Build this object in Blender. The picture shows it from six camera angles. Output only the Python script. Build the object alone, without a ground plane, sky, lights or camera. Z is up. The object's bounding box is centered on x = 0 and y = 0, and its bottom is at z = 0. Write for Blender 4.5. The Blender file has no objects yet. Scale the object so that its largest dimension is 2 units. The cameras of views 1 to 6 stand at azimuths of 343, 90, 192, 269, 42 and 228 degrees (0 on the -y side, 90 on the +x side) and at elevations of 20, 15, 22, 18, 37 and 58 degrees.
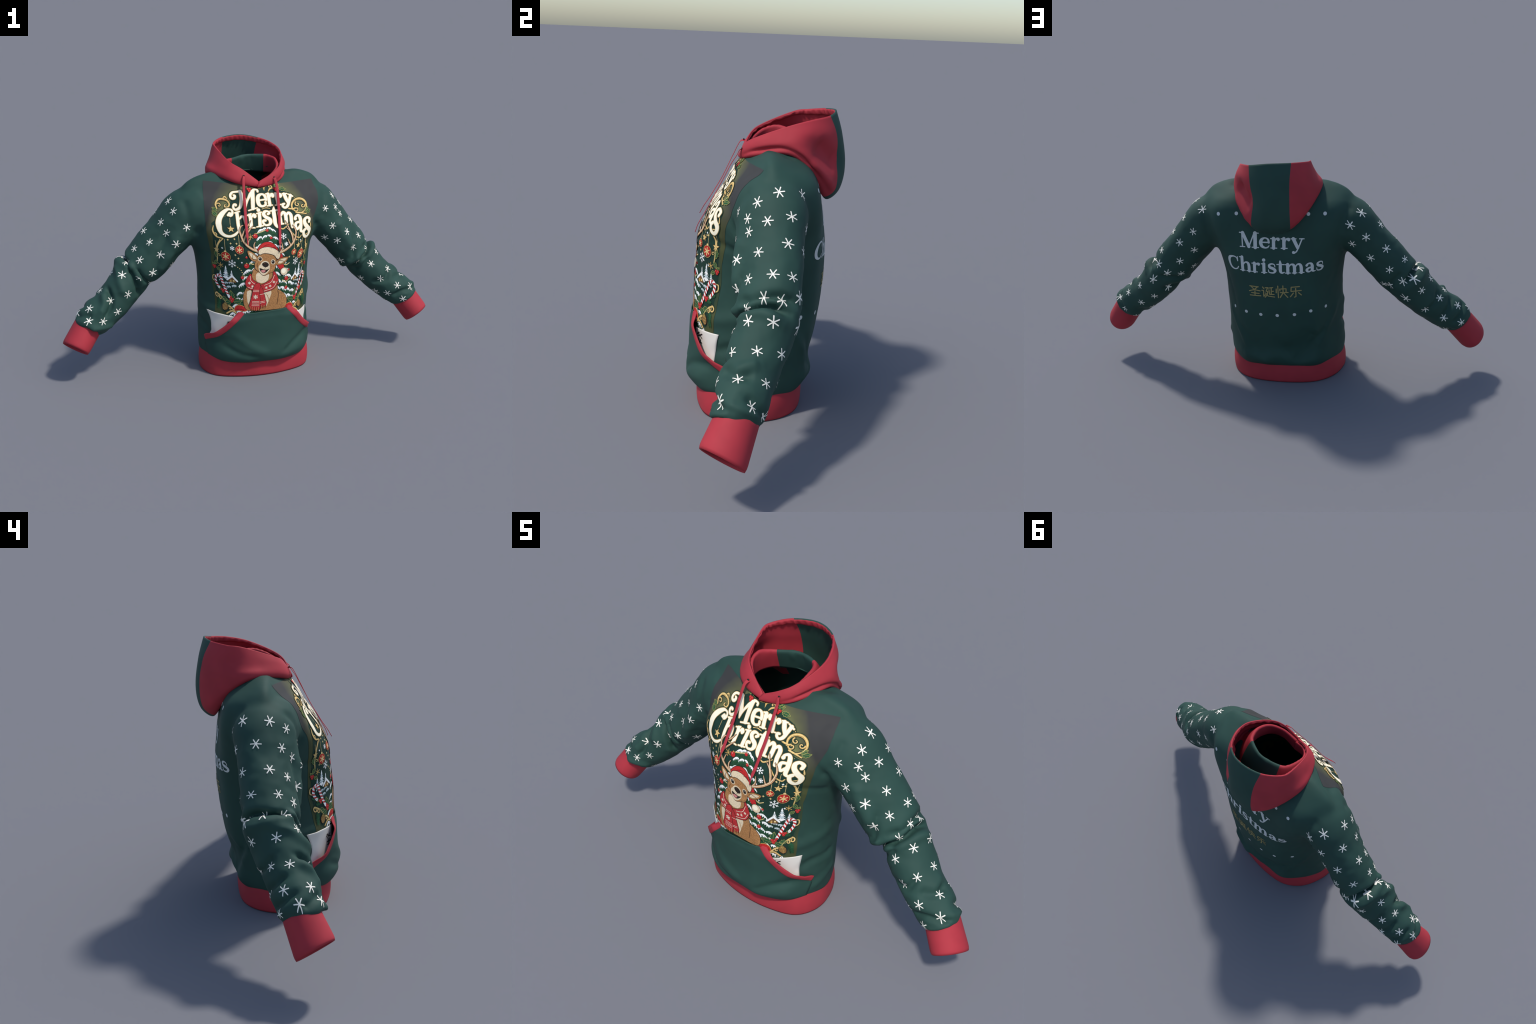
"""Christmas hooded sweatshirt, standing as if worn: one cloth body (torso and two
sleeves), ribbed hem and cuffs, kangaroo pocket, hood with drawstrings, and the
printed decoration (front artwork, back lettering, sleeve snowflakes)."""
import bpy, bmesh, math, random
import numpy as np
from mathutils import Vector, Matrix
from mathutils.bvhtree import BVHTree
from mathutils.geometry import tessellate_polygon

random.seed(7)
rng = np.random.default_rng(7)

# ------------------------------------------------------------------ helpers
def spline(knots, vals, x):
    """Smooth (monotone-free Catmull-Rom) interpolation of rows of vals at x."""
    k = np.asarray(knots, float); v = np.asarray(vals, float)
    if v.ndim == 1: v = v[:, None]
    x = np.atleast_1d(np.asarray(x, float))
    m = np.zeros_like(v)
    m[1:-1] = (v[2:] - v[:-2]) / (k[2:] - k[:-2])[:, None]
    m[0] = (v[1] - v[0]) / (k[1] - k[0]); m[-1] = (v[-1] - v[-2]) / (k[-1] - k[-2])
    i = np.clip(np.searchsorted(k, x) - 1, 0, len(k) - 2)
    h = (k[i + 1] - k[i]); t = np.clip((x - k[i]) / h, 0, 1)[:, None]; h = h[:, None]
    return ((2*t**3 - 3*t**2 + 1) * v[i] + (t**3 - 2*t**2 + t) * h * m[i]
            + (-2*t**3 + 3*t**2) * v[i + 1] + (t**3 - t**2) * h * m[i + 1])

def chord_spline(pts, n, closed=False):
    """n points evenly spaced in chord parameter on a curve through pts."""
    p = np.asarray(pts, float)
    if closed:
        p = np.vstack([p[-3:], p, p[:3]])
    d = np.linalg.norm(np.diff(p, axis=0), axis=1); d[d < 1e-6] = 1e-6
    k = np.concatenate([[0], np.cumsum(np.sqrt(d))])
    if closed:
        return spline(k, p, np.linspace(k[3], k[-3], n, endpoint=False))
    return spline(k, p, np.linspace(0, k[-1], n))

def grid_faces(nr, nc, closed=True, base=0):
    f = []
    for r in range(nr - 1):
        for c in range(nc if closed else nc - 1):
            d = (c + 1) % nc
            f.append((base + r*nc + c, base + r*nc + d, base + (r+1)*nc + d, base + (r+1)*nc + c))
    return f

def mesh_from(name, verts, faces):
    me = bpy.data.meshes.new(name)
    me.from_pydata([tuple(v) for v in verts], [], faces)
    me.update()
    return me

def add(name, me, parent=None, mat=None, smooth=True):
    ob = bpy.data.objects.new(name, me)
    bpy.context.scene.collection.objects.link(ob)
    if parent: ob.parent = parent
    if mat: me.materials.append(mat)
    if smooth: me.polygons.foreach_set("use_smooth", [True] * len(me.polygons))
    return ob

def applied(ob):
    """Bake the modifiers of ob into a new mesh."""
    dg = bpy.context.evaluated_depsgraph_get(); dg.update()
    me = bpy.data.meshes.new_from_object(ob.evaluated_get(dg))
    ob.modifiers.clear(); old = ob.data; ob.data = me
    bpy.data.meshes.remove(old)
    return ob

def remove(ob):
    me = ob.data; bpy.data.objects.remove(ob); bpy.data.meshes.remove(me)

def get_co(me):
    a = np.empty(len(me.vertices) * 3); me.vertices.foreach_get("co", a); return a.reshape(-1, 3)
def get_no(me):
    a = np.empty(len(me.vertices) * 3); me.vertex_normals.foreach_get("vector", a); return a.reshape(-1, 3)
def set_co(me, a):
    me.vertices.foreach_set("co", np.ascontiguousarray(a, float).ravel()); me.update()

def dist_polyline(P, line):
    """Distance of points P to a polyline, and the position (0..1) along it."""
    line = np.asarray(line, float)
    L = np.concatenate([[0], np.cumsum(np.linalg.norm(np.diff(line, axis=0), axis=1))])
    best = np.full(len(P), 9.0); pos = np.zeros(len(P))
    for i in range(len(line) - 1):
        a, b = line[i], line[i + 1]; ab = b - a
        t = np.clip((P - a) @ ab / (ab @ ab), 0, 1)
        d = np.linalg.norm(P - (a + t[:, None] * ab), axis=1)
        u = d < best
        best[u] = d[u]; pos[u] = (L[i] + t[u] * (L[i+1] - L[i])) / L[-1]
    return best, pos

def fold(P, N, line, width, height):
    """Raise (height>0) or sink (height<0) a soft ridge along a line; tapers at both ends."""
    line = chord_spline(line, 14)
    d, t = dist_polyline(P, line)
    taper = np.clip(np.minimum(t, 1 - t) * 5 + 0.25, 0, 1)
    return N * (height * taper * np.exp(-(d / width) ** 2))[:, None]
# ------------------------------------------------------------------ materials
def cloth(name, rgb, rough=.72, vary=.08, weave=900., bump=.12, spec=.35, sheen=.0):
    """Knitted cloth: base colour with faint blotches and a fine weave bump."""
    m = bpy.data.materials.new(name); m.use_nodes = True
    nt = m.node_tree; n = nt.nodes; l = nt.links
    b = n["Principled BSDF"]
    b.inputs["Roughness"].default_value = rough
    b.inputs["Specular IOR Level"].default_value = spec
    b.inputs["Sheen Weight"].default_value = sheen
    tc = n.new("ShaderNodeTexCoord")
    no = n.new("ShaderNodeTexNoise"); no.inputs["Scale"].default_value = 9.; no.inputs["Detail"].default_value = 5.
    l.new(tc.outputs["Object"], no.inputs["Vector"])
    rp = n.new("ShaderNodeValToRGB")
    rp.color_ramp.elements[0].position = .3; rp.color_ramp.elements[1].position = .7
    c = np.array(rgb)
    rp.color_ramp.elements[0].color = (*np.clip(c * (1 - vary), 0, 1), 1)
    rp.color_ramp.elements[1].color = (*np.clip(c * (1 + vary), 0, 1), 1)
    l.new(no.outputs["Fac"], rp.inputs["Fac"]); l.new(rp.outputs["Color"], b.inputs["Base Color"])
    if bump:
        w = n.new("ShaderNodeTexNoise"); w.inputs["Scale"].default_value = weave; w.inputs["Detail"].default_value = 2.
        l.new(tc.outputs["Object"], w.inputs["Vector"])
        bp = n.new("ShaderNodeBump"); bp.inputs["Strength"].default_value = bump; bp.inputs["Distance"].default_value = .001
        l.new(w.outputs["Fac"], bp.inputs["Height"]); l.new(bp.outputs["Normal"], b.inputs["Normal"])
    return m

GREEN = cloth("green_cloth", (.021, .060, .047), spec=.28)
RED = cloth("red_cloth", (.385, .030, .043), spec=.30)
WHITE = cloth("white_lining", (.72, .68, .61), vary=.03)
BLACK = cloth("black_eyelet", (.012, .008, .008), bump=0)
# ------------------------------------------------------------------ thing
hoodie = bpy.data.objects.new("hoodie", None)
bpy.context.scene.collection.objects.link(hoodie)
hoodie["label"] = "dark green Christmas hoodie with red trim and printed reindeer front"
hoodie["category"] = "hoodie"

# ------------------------------------------------------------------ torso
# rings: z, front y, front quarter x y, half width, side y, back quarter x y, back y
TORSO = np.array([
    (.070, -.225, .190, -.182, .262, -.04, .180, .105, .140),
    (.090, -.266, .230, -.196, .291, -.04, .200, .128, .168),
    (.126, -.283, .249, -.194, .300, -.04, .206, .142, .192),
    (.215, -.275, .248, -.177, .301, -.03, .204, .148, .196),
    (.340, -.272, .246, -.163, .299, -.02, .206, .165, .220),
    (.500, -.271, .249, -.150, .299, -.01, .208, .180, .237),
    (.610, -.263, .254, -.150, .310, .000, .218, .185, .239),
    (.680, -.257, .266, -.150, .328, .005, .238, .185, .236),
    (.750, -.237, .282, -.148, .350, .012, .264, .186, .227),
    (.805, -.212, .294, -.138, .362, .016, .282, .188, .218),
    (.870, -.168, .300, -.110, .374, .020, .298, .182, .207),
    (.925, -.141, .301, -.076, .376, .022, .298, .166, .192),
    (.960, -.119, .290, -.040, .369, .022, .284, .142, .176),
    (.985, -.101, .264, -.030, .352, .020, .252, .118, .158),
    (1.010, -.080, .205, -.030, .310, .018, .200, .098, .138),
    (1.035, -.058, .120, -.034, .220, .016, .124, .084, .110),
    (1.048, -.045, .070, -.030, .130, .015, .070, .050, .070),
])
def torso_ring(z, n=96):
    _, yf, qx, qy, a, ys, bx, by, yb = np.concatenate([[z], spline(TORSO[:, 0], TORSO[:, 1:], z)[0]])
    w = float(np.interp(z, [.30, .50, .70, .76, .86], [.88, .88, .90, .88, .74])); ym = yf*w + qy*(1 - w)
    c = [(0, yf), (qx*.52, ym), (qx, qy), (a, ys), (bx, by), (bx*.52, yb*.82 + by*.18), (0, yb),
         (-bx*.52, yb*.82 + by*.18), (-bx, by), (-a, ys), (-qx, qy), (-qx*.52, ym)]
    p = chord_spline(c, n, closed=True)
    return np.column_stack([p, np.full(n, z)])

# ------------------------------------------------------------------ sleeves
# stations on the +x side: centre, radius in the x-z plane, radius along y
SLEEVE = np.array([
    (.250,  .012, .905, .085, .115),
    (.335,  .022, .838, .122, .134),
    (.400,  .022, .768, .116, .126),
    (.460,  .021, .700, .111, .119),
    (.539,  .021, .609, .110, .117),
    (.585,  .026, .560, .107, .115),
    (.618,  .026, .523, .097, .108),
    (.652,  .012, .486, .101, .106),
    (.720, -.017, .415, .096, .101),
    (.775, -.036, .367, .092, .097),
    (.832, -.050, .325, .091, .093),
    (.866, -.058, .296, .086, .087),
    (.880, -.060, .279, .070, .069),
    (.894, -.067, .260, .056, .058),
])
LEAN = (0, .006, .011, .013, .012, .009, .004, 0, 0, 0, 0, 0, 0, 0)    # how far the upper arm section leans to the back
def sleeve_axis(t):
    """Centre, side vectors and radii of the +x sleeve at stations 0..1."""
    k = np.linspace(0, 1, len(SLEEVE))
    t = np.atleast_1d(t)
    S = spline(k, SLEEVE, t)
    T = spline(k, SLEEVE[:, :3], np.clip(t + .01, 0, 1)) - spline(k, SLEEVE[:, :3], np.clip(t - .01, 0, 1))
    T /= np.linalg.norm(T, axis=1)[:, None]
    A = np.cross(T, np.tile([0, 1, 0], (len(t), 1))); A /= np.linalg.norm(A, axis=1)[:, None]   # upper outer side
    B = np.cross(A, T)                                                                          # towards +y
    return S[:, :3], A, B, S[:, 3], S[:, 4], T

def sleeve_rings(side, n=48, rows=60):
    C, A, B, r1, r2, T = sleeve_axis(np.linspace(0, 1, rows))
    ph = np.linspace(0, 2*np.pi, n, endpoint=False)
    lean = spline(np.linspace(0, 1, len(LEAN)), LEAN, np.linspace(0, 1, rows))
    k = 1 + lean / .11 * np.sin(2*ph) * np.where((ph > .5*np.pi) & (ph < np.pi), .2, 1)
    P = (C[:, None] + A[:, None] * (k * r1[:, None] * np.cos(ph))[..., None]
         + B[:, None] * (k * r2[:, None] * np.sin(ph))[..., None])
    P[..., 0] *= side
    return P[:, ::-side]

def closed_loft(rings):
    nr, nc = rings.shape[:2]
    V = rings.reshape(-1, 3).tolist(); F = grid_faces(nr, nc)
    V.append(rings[0].mean(0)); V.append(rings[-1].mean(0)); a = len(V) - 2
    for c in range(nc):
        d = (c + 1) % nc
        F.append((a, d, c)); F.append((a + 1, (nr-1)*nc + c, (nr-1)*nc + d))
    return V, F

V, F = [], []
zs = np.concatenate([np.linspace(.07, .96, 80), np.linspace(.965, 1.048, 16)])
solids = [np.array([torso_ring(z) for z in zs]), sleeve_rings(1), sleeve_rings(-1)]
for R in solids:
    v, f = closed_loft(R); b = len(V)
    V += list(v); F += [tuple(b + i for i in q) for q in f]
body = add("body_cloth", mesh_from("body_cloth", V, F))
m = body.modifiers.new("fuse", "REMESH"); m.mode = "VOXEL"; m.voxel_size = .0065
m = body.modifiers.new("soft", "SMOOTH"); m.factor = .5; m.iterations = 11
applied(body)
# blend shoulder and armhole
P0 = get_co(body.data)
d_arm = np.hypot(np.abs(P0[:, 0]) - (.345 + .12*(P0[:, 2] - .8)), 0*P0[:, 0])
wgt = np.clip(1.3 - d_arm / .07, 0, 1) * np.clip((P0[:, 2] - .60) / .10, 0, 1)
vg = body.vertex_groups.new(name="armhole")
for i in np.nonzero(wgt > .02)[0]: vg.add([int(i)], float(wgt[i]), "REPLACE")
m = body.modifiers.new("blend", "SMOOTH"); m.factor = .5; m.iterations = 60; m.vertex_group = "armhole"
applied(body)

# the cloth hangs a little inside the lofted outline
P0 = get_co(body.data)
set_co(body.data, P0 - get_no(body.data) * (.0025 + np.where(P0[:, 0] > 0, .0035, .0015) * np.clip((np.abs(P0[:, 0]) - .33) / .06, 0, 1) * np.clip((.84 - np.abs(P0[:, 0])) / .04, 0, 1))[:, None])

def on_sleeve(side, t, deg):
    """Point of the plain sleeve tube; 0 deg = outer top, -90 = front, 90 = back, 180 = underside."""
    C, A, B, r1, r2, T = sleeve_axis(t); a = math.radians(deg)
    p = C[0] + A[0] * r1[0] * math.cos(a) + B[0] * r2[0] * math.sin(a)
    return p * (side, 1, 1)

# soft creases (height < 0) and ridges of the cloth: line, width, height
# sleeves: side, [(position along sleeve, angle)], width, height
SLEEVE_FOLDS = [
    # right sleeve: the deep elbow crease with the forearm bagging over it
    (1, [(.455, -150), (.470, -100), (.485, -50), (.475, 0), (.490, 40)], .013, -.026),
    (1, [(.520, -120), (.530, -70), (.525, -20), (.540, 30)], .022, .014),
    (1, [(.400, -70), (.425, -30), (.420, 20), (.440, 60)], .018, -.016),
    (1, [(.380, 150), (.430, 110), (.470, 80)], .014, -.012),
    (1, [(.420, -170), (.400, -120), (.405, -90)], .020, .012),
    (1, [(.300, -60), (.350, -95), (.410, -130)], .022, -.012),
    (1, [(.200, -70), (.260, -85), (.340, -90)], .030, .010),
    (1, [(.460, 180), (.500, 140), (.540, 120)], .018, -.012),
    (1, [(.560, -150), (.580, -110), (.560, -70)], .016, -.010),
    (1, [(.660, -130), (.700, -85), (.680, -45)], .016, -.011),
    (1, [(.740, -60), (.775, -20), (.765, 20)], .020, -.010),
    (1, [(.700, 20), (.740, -10), (.790, -30)], .020, .007),
    (1, [(.800, -120), (.840, -80), (.900, -50), (.940, -20)], .014, -.011),
    (1, [(.850, 10), (.880, 50), (.900, 100)], .016, -.010),
    (1, [(.900, -20), (.930, 20), (.940, 60)], .014, .006),
    (1, [(.920, -100), (.950, -60), (.950, -20)], .012, .006),
    (1, [(.760, 120), (.820, 160), (.900, 190)], .020, -.008),
    # left sleeve: a looser elbow with several crossing creases
    (-1, [(.440, -40), (.455, 0), (.440, 40), (.460, 80)], .014, -.022),
    (-1, [(.490, 70), (.505, 30), (.500, -10), (.515, -60)], .028, .018),
    (-1, [(.470, -20), (.520, -60), (.590, -110), (.610, -150)], .013, -.019),
    (-1, [(.420, -60), (.455, -100), (.470, -150)], .014, -.013),
    (-1, [(.430, -30), (.460, -70), (.500, -110), (.520, -140)], .018, .011),
    (-1, [(.540, 0), (.600, -40), (.650, -90)], .022, .011),
    (-1, [(.390, 60), (.400, 100), (.430, 150)], .016, -.010),
    (-1, [(.200, -60), (.290, -85), (.370, -120)], .026, -.011),
    (-1, [(.190, -95), (.260, -110), (.350, -120)], .024, .010),
    (-1, [(.660, -20), (.690, -55), (.740, -80), (.800, -90)], .013, -.015),
    (-1, [(.700, -20), (.740, -50), (.800, -70)], .018, .009),
    (-1, [(.640, 20), (.660, 60), (.650, 110)], .014, -.010),
    (-1, [(.740, 10), (.760, 50), (.750, 100)], .014, -.010),
    (-1, [(.830, 0), (.850, 40), (.840, 90)], .014, -.010),
    (-1, [(.780, -140), (.850, -110), (.930, -80)], .018, .010),
    (-1, [(.840, -60), (.890, -30), (.930, 0)], .018, -.009),
    (-1, [(.880, 110), (.900, 150), (.900, 200)], .016, -.010),
    (-1, [(.905, -140), (.940, -100), (.955, -60)], .012, -.008),
]
# torso: world points near the cloth, width, height
TORSO_FOLDS = [
    ([(.19, .15, .16), (.10, .19, .14), (.03, .19, .13)], .030, .011),
    ([(-.07, .19, .12), (-.15, .17, .17), (-.20, .15, .22)], .030, -.009),
    ([(.09, -.07, .985), (.15, -.025, 1.015), (.19, .04, 1.03), (.20, .10, 1.00)], .032, -.012),
    ([(-.10, -.065, .985), (-.16, -.02, 1.015), (-.20, .04, 1.02)], .032, -.007),
    ([(-.02, .2, .15), (-.10, .19, .20), (-.19, .16, .30)], .055, -.017),
    ([(.20, .17, .33), (.12, .20, .20), (.05, .20, .13)], .020, -.005),
    ([(-.24, .13, .30), (-.15, .18, .20), (-.07, .20, .13)], .026, -.014),
    ([(.10, .19, .14), (0, .20, .16), (-.10, .19, .14)], .030, .008),
    ([(.26, .09, .40), (.20, .16, .28), (.16, .18, .18)], .020, .007),
    ([(-.27, .05, .40), (-.24, .12, .30), (-.18, .16, .18)], .020, .008),
    ([(.29, .10, .62), (.24, .16, .50), (.22, .17, .40)], .020, -.006),
    ([(-.30, .08, .60), (-.25, .15, .46)], .022, -.006),
    ([(.33, -.09, .74), (.29, -.13, .80), (.28, -.15, .90)], .020, -.010),
    ([(-.33, -.09, .74), (-.29, -.13, .80), (-.28, -.14, .90)], .020, -.010),
    ([(.31, -.06, .66), (.28, -.13, .68), (.22, -.20, .70)], .018, -.007),
    ([(-.31, -.06, .66), (-.28, -.13, .66), (-.22, -.20, .66)], .018, -.006),
    ([(.30, -.02, .44), (.26, -.12, .40), (.20, -.2, .38)], .030, .010),
    ([(.30, 0, .30), (.27, -.12, .29), (.24, -.17, .26)], .020, -.009),
    ([(-.31, -.02, .40), (-.27, -.12, .36), (-.22, -.2, .36)], .026, .008),
    ([(-.31, 0, .28), (-.28, -.11, .26), (-.25, -.17, .22)], .020, -.009),
    ([(.30, .02, .22), (.29, -.08, .17), (.27, -.14, .14)], .020, .007),
    ([(.38, -.06, .93), (.36, -.09, .86), (.35, -.10, .78)], .022, -.008),
    ([(-.38, -.06, .93), (-.36, -.09, .86), (-.35, -.10, .78)], .022, -.008),
    ([(-.36, .10, .95), (-.34, .15, .88), (-.33, .16, .80)], .020, -.008),
    ([(.36, .11, .92), (.34, .16, .84), (.33, .16, .76)], .020, -.008),
]
def crumple(me):
    """Small irregular waves of soft cloth; the printed chest stays smoother."""
    from mathutils import noise
    P = get_co(me); N = get_no(me)
    calm = np.clip((np.abs(P[:, 0]) - .26) / .08, 0, 1) * .8 + .2
    low = np.clip((.9 - P[:, 2]) / .1, .35, 1)
    h = np.array([noise.noise(Vector((x*11, y*11, z*15 + 3.7*x))) + .45*noise.noise(Vector((x*26 + 5, y*26, z*30))) for x, y, z in P])
    set_co(me, P + N * (.0045 * calm * low * h)[:, None])

def apply_folds(me, folds):
    for line, w, h in folds:
        P = get_co(me); N = get_no(me)
        set_co(me, P + fold(P, N, line, w, h))
FOLDS = TORSO_FOLDS + [([on_sleeve(sd, t * 12/13, a) for t, a in pts], w, h * 1.45) for sd, pts, w, h in SLEEVE_FOLDS]
# ------------------------------------------------------------------ neck and end openings, thickness, regions
apply_folds(body.data, FOLDS)
crumple(body.data)
bm = bmesh.new(); bm.from_mesh(body.data)
kill = []
Cend = SLEEVE[-1, :3]; Tend = SLEEVE[-1, :3] - SLEEVE[-3, :3]; Tend /= np.linalg.norm(Tend)
for f in bm.faces:
    c = f.calc_center_median(); ax = np.array((abs(c.x), c.y, c.z))
    neck = c.z > .90 and (c.x / .142) ** 2 + ((c.y - .014) / .124) ** 2 < 1
    if neck or c.z < .0745 or (ax - Cend) @ Tend > -.006:
        kill.append(f)
bmesh.ops.delete(bm, geom=kill, context="FACES")
bm.to_mesh(body.data); bm.free()
skin_bvh_src = body.data.copy()
m = body.modifiers.new("thick", "SOLIDIFY"); m.thickness = .005; m.offset = -1
applied(body)
bm = bmesh.new(); bm.from_mesh(skin_bvh_src)
SKIN = BVHTree.FromBMesh(bm); bm.free()

def split_regions(src, regions, parent, mats):
    """Separate the faces of one smooth surface into named objects that keep its normals."""
    me = src.data; co = get_co(me); no = get_no(me)
    lab = np.array([regions(p.center) for p in me.polygons])
    polys = [tuple(p.vertices) for p in me.polygons]
    for key, name in [(k, n) for k, n, _ in mats]:
        idx = np.nonzero(lab == key)[0]
        used = sorted({v for i in idx for v in polys[i]}); remap = {v: j for j, v in enumerate(used)}
        part = mesh_from(name, co[used], [tuple(remap[v] for v in polys[i]) for i in idx])
        mat = [mm for k, n, mm in mats if k == key and n == name][0]
        add(name, part, parent, mat)
        part.normals_split_custom_set_from_vertices([tuple(x) for x in no[used]])
    remove(src)

def body_region(c):
    x = abs(c.x); line = .325 + (c.z - .665) * .16          # armhole seam
    return 0 if x < line or c.z < .5 and x < .36 else (1 if c.x > 0 else 2)
split_regions(body, body_region, hoodie, [(0, "torso", GREEN), (1, "sleeve", GREEN), (2, "sleeve", GREEN)])

# ------------------------------------------------------------------ hem band and cuffs
def shell(name, rings, mat, thick, closed=True, parent=hoodie, offset=-1, rim_bevel=True):
    nr, nc = rings.shape[:2]
    ob = add(name, mesh_from(name, rings.reshape(-1, 3), grid_faces(nr, nc, closed)), parent, mat)
    m = ob.modifiers.new("thick", "SOLIDIFY"); m.thickness = thick; m.offset = offset
    return applied(ob)

HEM = [(0, -.256), (.118, -.244), (.232, -.205), (.284, -.138), (.295, -.045), (.252, .075), (.160, .148), (0, .170)]
hem_ring = np.array(HEM + [(-x, y) for x, y in HEM[-2:0:-1]])
band = []
for k in np.linspace(0, 1, 16):
    grow = 1.004 - .008 * (1 - k) ** 6 + .008 * math.sin(k * math.pi) - .040 * k ** 2
    r = chord_spline(hem_ring, 160, closed=True) * 1.0
    r[:, 1] += .042; r *= grow; r[:, 1] -= .042
    band.append(np.column_stack([r, np.full(160, .118 * k)]))
shell("hem_band", np.array(band), RED, .007)
# stitched side seams of the band
def seam_strip(pts, nrm, width, height, name, mat, parent=hoodie):
    pts = np.asarray(pts, float); nrm = np.asarray(nrm, float)
    T = np.gradient(pts, axis=0); S = np.cross(T, nrm); S /= np.linalg.norm(S, axis=1)[:, None]
    prof = [(-1, -.3), (-.6, .7), (0, 1), (.6, .7), (1, -.3)]
    R = np.array([[p + s * width * a + n * height * h for a, h in prof] for p, s, n in zip(pts, S, nrm)])
    return add(name, mesh_from(name, R.reshape(-1, 3), grid_faces(len(pts), len(prof), False)), parent, mat)

CUFF_A = np.array((.868, -.056, .293)); CUFF_B = np.array((.943, -.097, .188))
def cuff_rings(side, n=64, rows=14):
    T = CUFF_B - CUFF_A; T /= np.linalg.norm(T)
    A = np.cross((0, 1, 0), T); A /= np.linalg.norm(A); B = np.cross(T, A)
    ph = np.linspace(0, 2*np.pi, n, endpoint=False); out = []
    for k in np.linspace(0, 1, rows):
        r1 = .072 - .001 * k; r2 = .071 + .011 * k
        if k > .9: r1 -= .004 * (k - .9) * 10; r2 -= .004 * (k - .9) * 10
        tilt = (.010 * k) * np.sin(ph)
        P = (CUFF_A + (CUFF_B - CUFF_A) * k) + np.outer(np.cos(ph) * r1, A) + np.outer(np.sin(ph) * r2, B) + np.outer(tilt, T)
        P[:, 0] *= side
        out.append(P if side > 0 else P[::-1])
    return np.array(out)
for side in (1, -1):
    shell("cuff", cuff_rings(side), RED, .006)

# ------------------------------------------------------------------ surface coordinates on the body
RING_CACHE = {}
def ring_arc(z):
    """Dense torso ring at height z with arc length from the front centre (+ towards +x)."""
    key = round(float(z), 4)
    if key not in RING_CACHE:
        r = torso_ring(key, 360); r = np.vstack([r, r[:1]])
        L = np.concatenate([[0], np.cumsum(np.linalg.norm(np.diff(r, axis=0), axis=1))])
        RING_CACHE[key] = (r, L)
    return RING_CACHE[key]

def on_torso(u, z, back=False):
    """Point and normal of the cloth at arc length u from the front (or back) centre."""
    r, L = ring_arc(z)
    s = (u if not back else L[-1] / 2 + u) % L[-1]
    p = np.array([np.interp(s, L, r[:, i]) for i in range(3)])
    q = np.array([np.interp((s + .004) % L[-1], L, r[:, i]) for i in range(3)])
    t = q - p; n = np.array((t[1], -t[0], 0)); n /= np.linalg.norm(n)
    dz = .004; r2, L2 = ring_arc(z + dz)
    s2 = s / L[-1] * L2[-1]
    p2 = np.array([np.interp(s2, L2, r2[:, i]) for i in range(3)])
    n = np.cross(t, p2 - p); n /= np.linalg.norm(n)
    hit = SKIN.ray_cast(Vector(p + n * .08), Vector(-n), .16)
    if hit[0] is None:
        hit = SKIN.find_nearest(Vector(p))
    nn = np.array(hit[1]); nn = nn if nn @ n > 0 else -nn
    return np.array(hit[0]), nn

def arc_of_x(z, x):
    r, L = ring_arc(z); h = len(r) // 4
    return float(np.interp(abs(x), r[:h, 0], L[:h])) * (1 if x > 0 else -1)

# ------------------------------------------------------------------ kangaroo pocket
# half width (as arc length along the body) of the pocket front at each height, and of the binding's outer edge
POCKET_Z = np.array([.088, .120, .160, .188, .215, .245, .285, .330, .375])
POCKET_X = np.array([.270, .278, .284, .284, .248, .213, .178, .145, .112])
def pocket_halfwidth(z): return spline(POCKET_Z, POCKET_X, z)[0, 0]
def pocket_point(s, v):
    """s -1..1 across, v 0..1 up the pocket; the cloth bags out between its stitched edges."""
    z = .088 + v * (.375 - .088)
    x = s * pocket_halfwidth(z)
    zz = z + .006 * s * v
    p, n = on_torso(arc_of_x(zz, x), zz)
    open_edge = np.clip((z - .188) / .05, 0, 1) * np.clip((.378 - z) / .05, 0, 1)
    side = 1 - abs(s) ** 4 * (1 - .8 * open_edge)
    up = np.clip((1 - v) / .10, .75, 1); low = np.clip(v / .35 + .40, 0, 1)
    gap = .0025 + .0145 * side * up * low
    gap += .011 * open_edge * abs(s) ** 6
    return p + n * gap, n
NU, NV = 60, 44
G = np.array([[pocket_point(s, v)[0] for s in np.linspace(-1, 1, NU)] for v in np.linspace(0, 1, NV)])
pk = add("pocket", mesh_from("pocket", G.reshape(-1, 3), grid_faces(NV, NU, False)), hoodie, GREEN)
PK_LINES = []
m = pk.modifiers.new("soft", "SMOOTH"); m.iterations = 6
applied(pk)
PK_FOLDS = [([(-.20, -.28, .27), (-.10, -.30, .20), (.02, -.31, .13)], .022, .008),
            ([(-.24, -.24, .20), (-.14, -.28, .15), (-.04, -.3, .12)], .016, -.007),
            ([(.27, -.19, .21), (.17, -.26, .185), (.09, -.3, .13)], .018, -.009),
            ([(.24, -.22, .15), (.15, -.27, .13), (.06, -.30, .12)], .02, .006)]
apply_folds(pk.data, PK_FOLDS)
pk_grid = get_co(pk.data).reshape(NV, NU, 3).copy()
m = pk.modifiers.new("thick", "SOLIDIFY"); m.thickness = .004; m.offset = -1
applied(pk)
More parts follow.
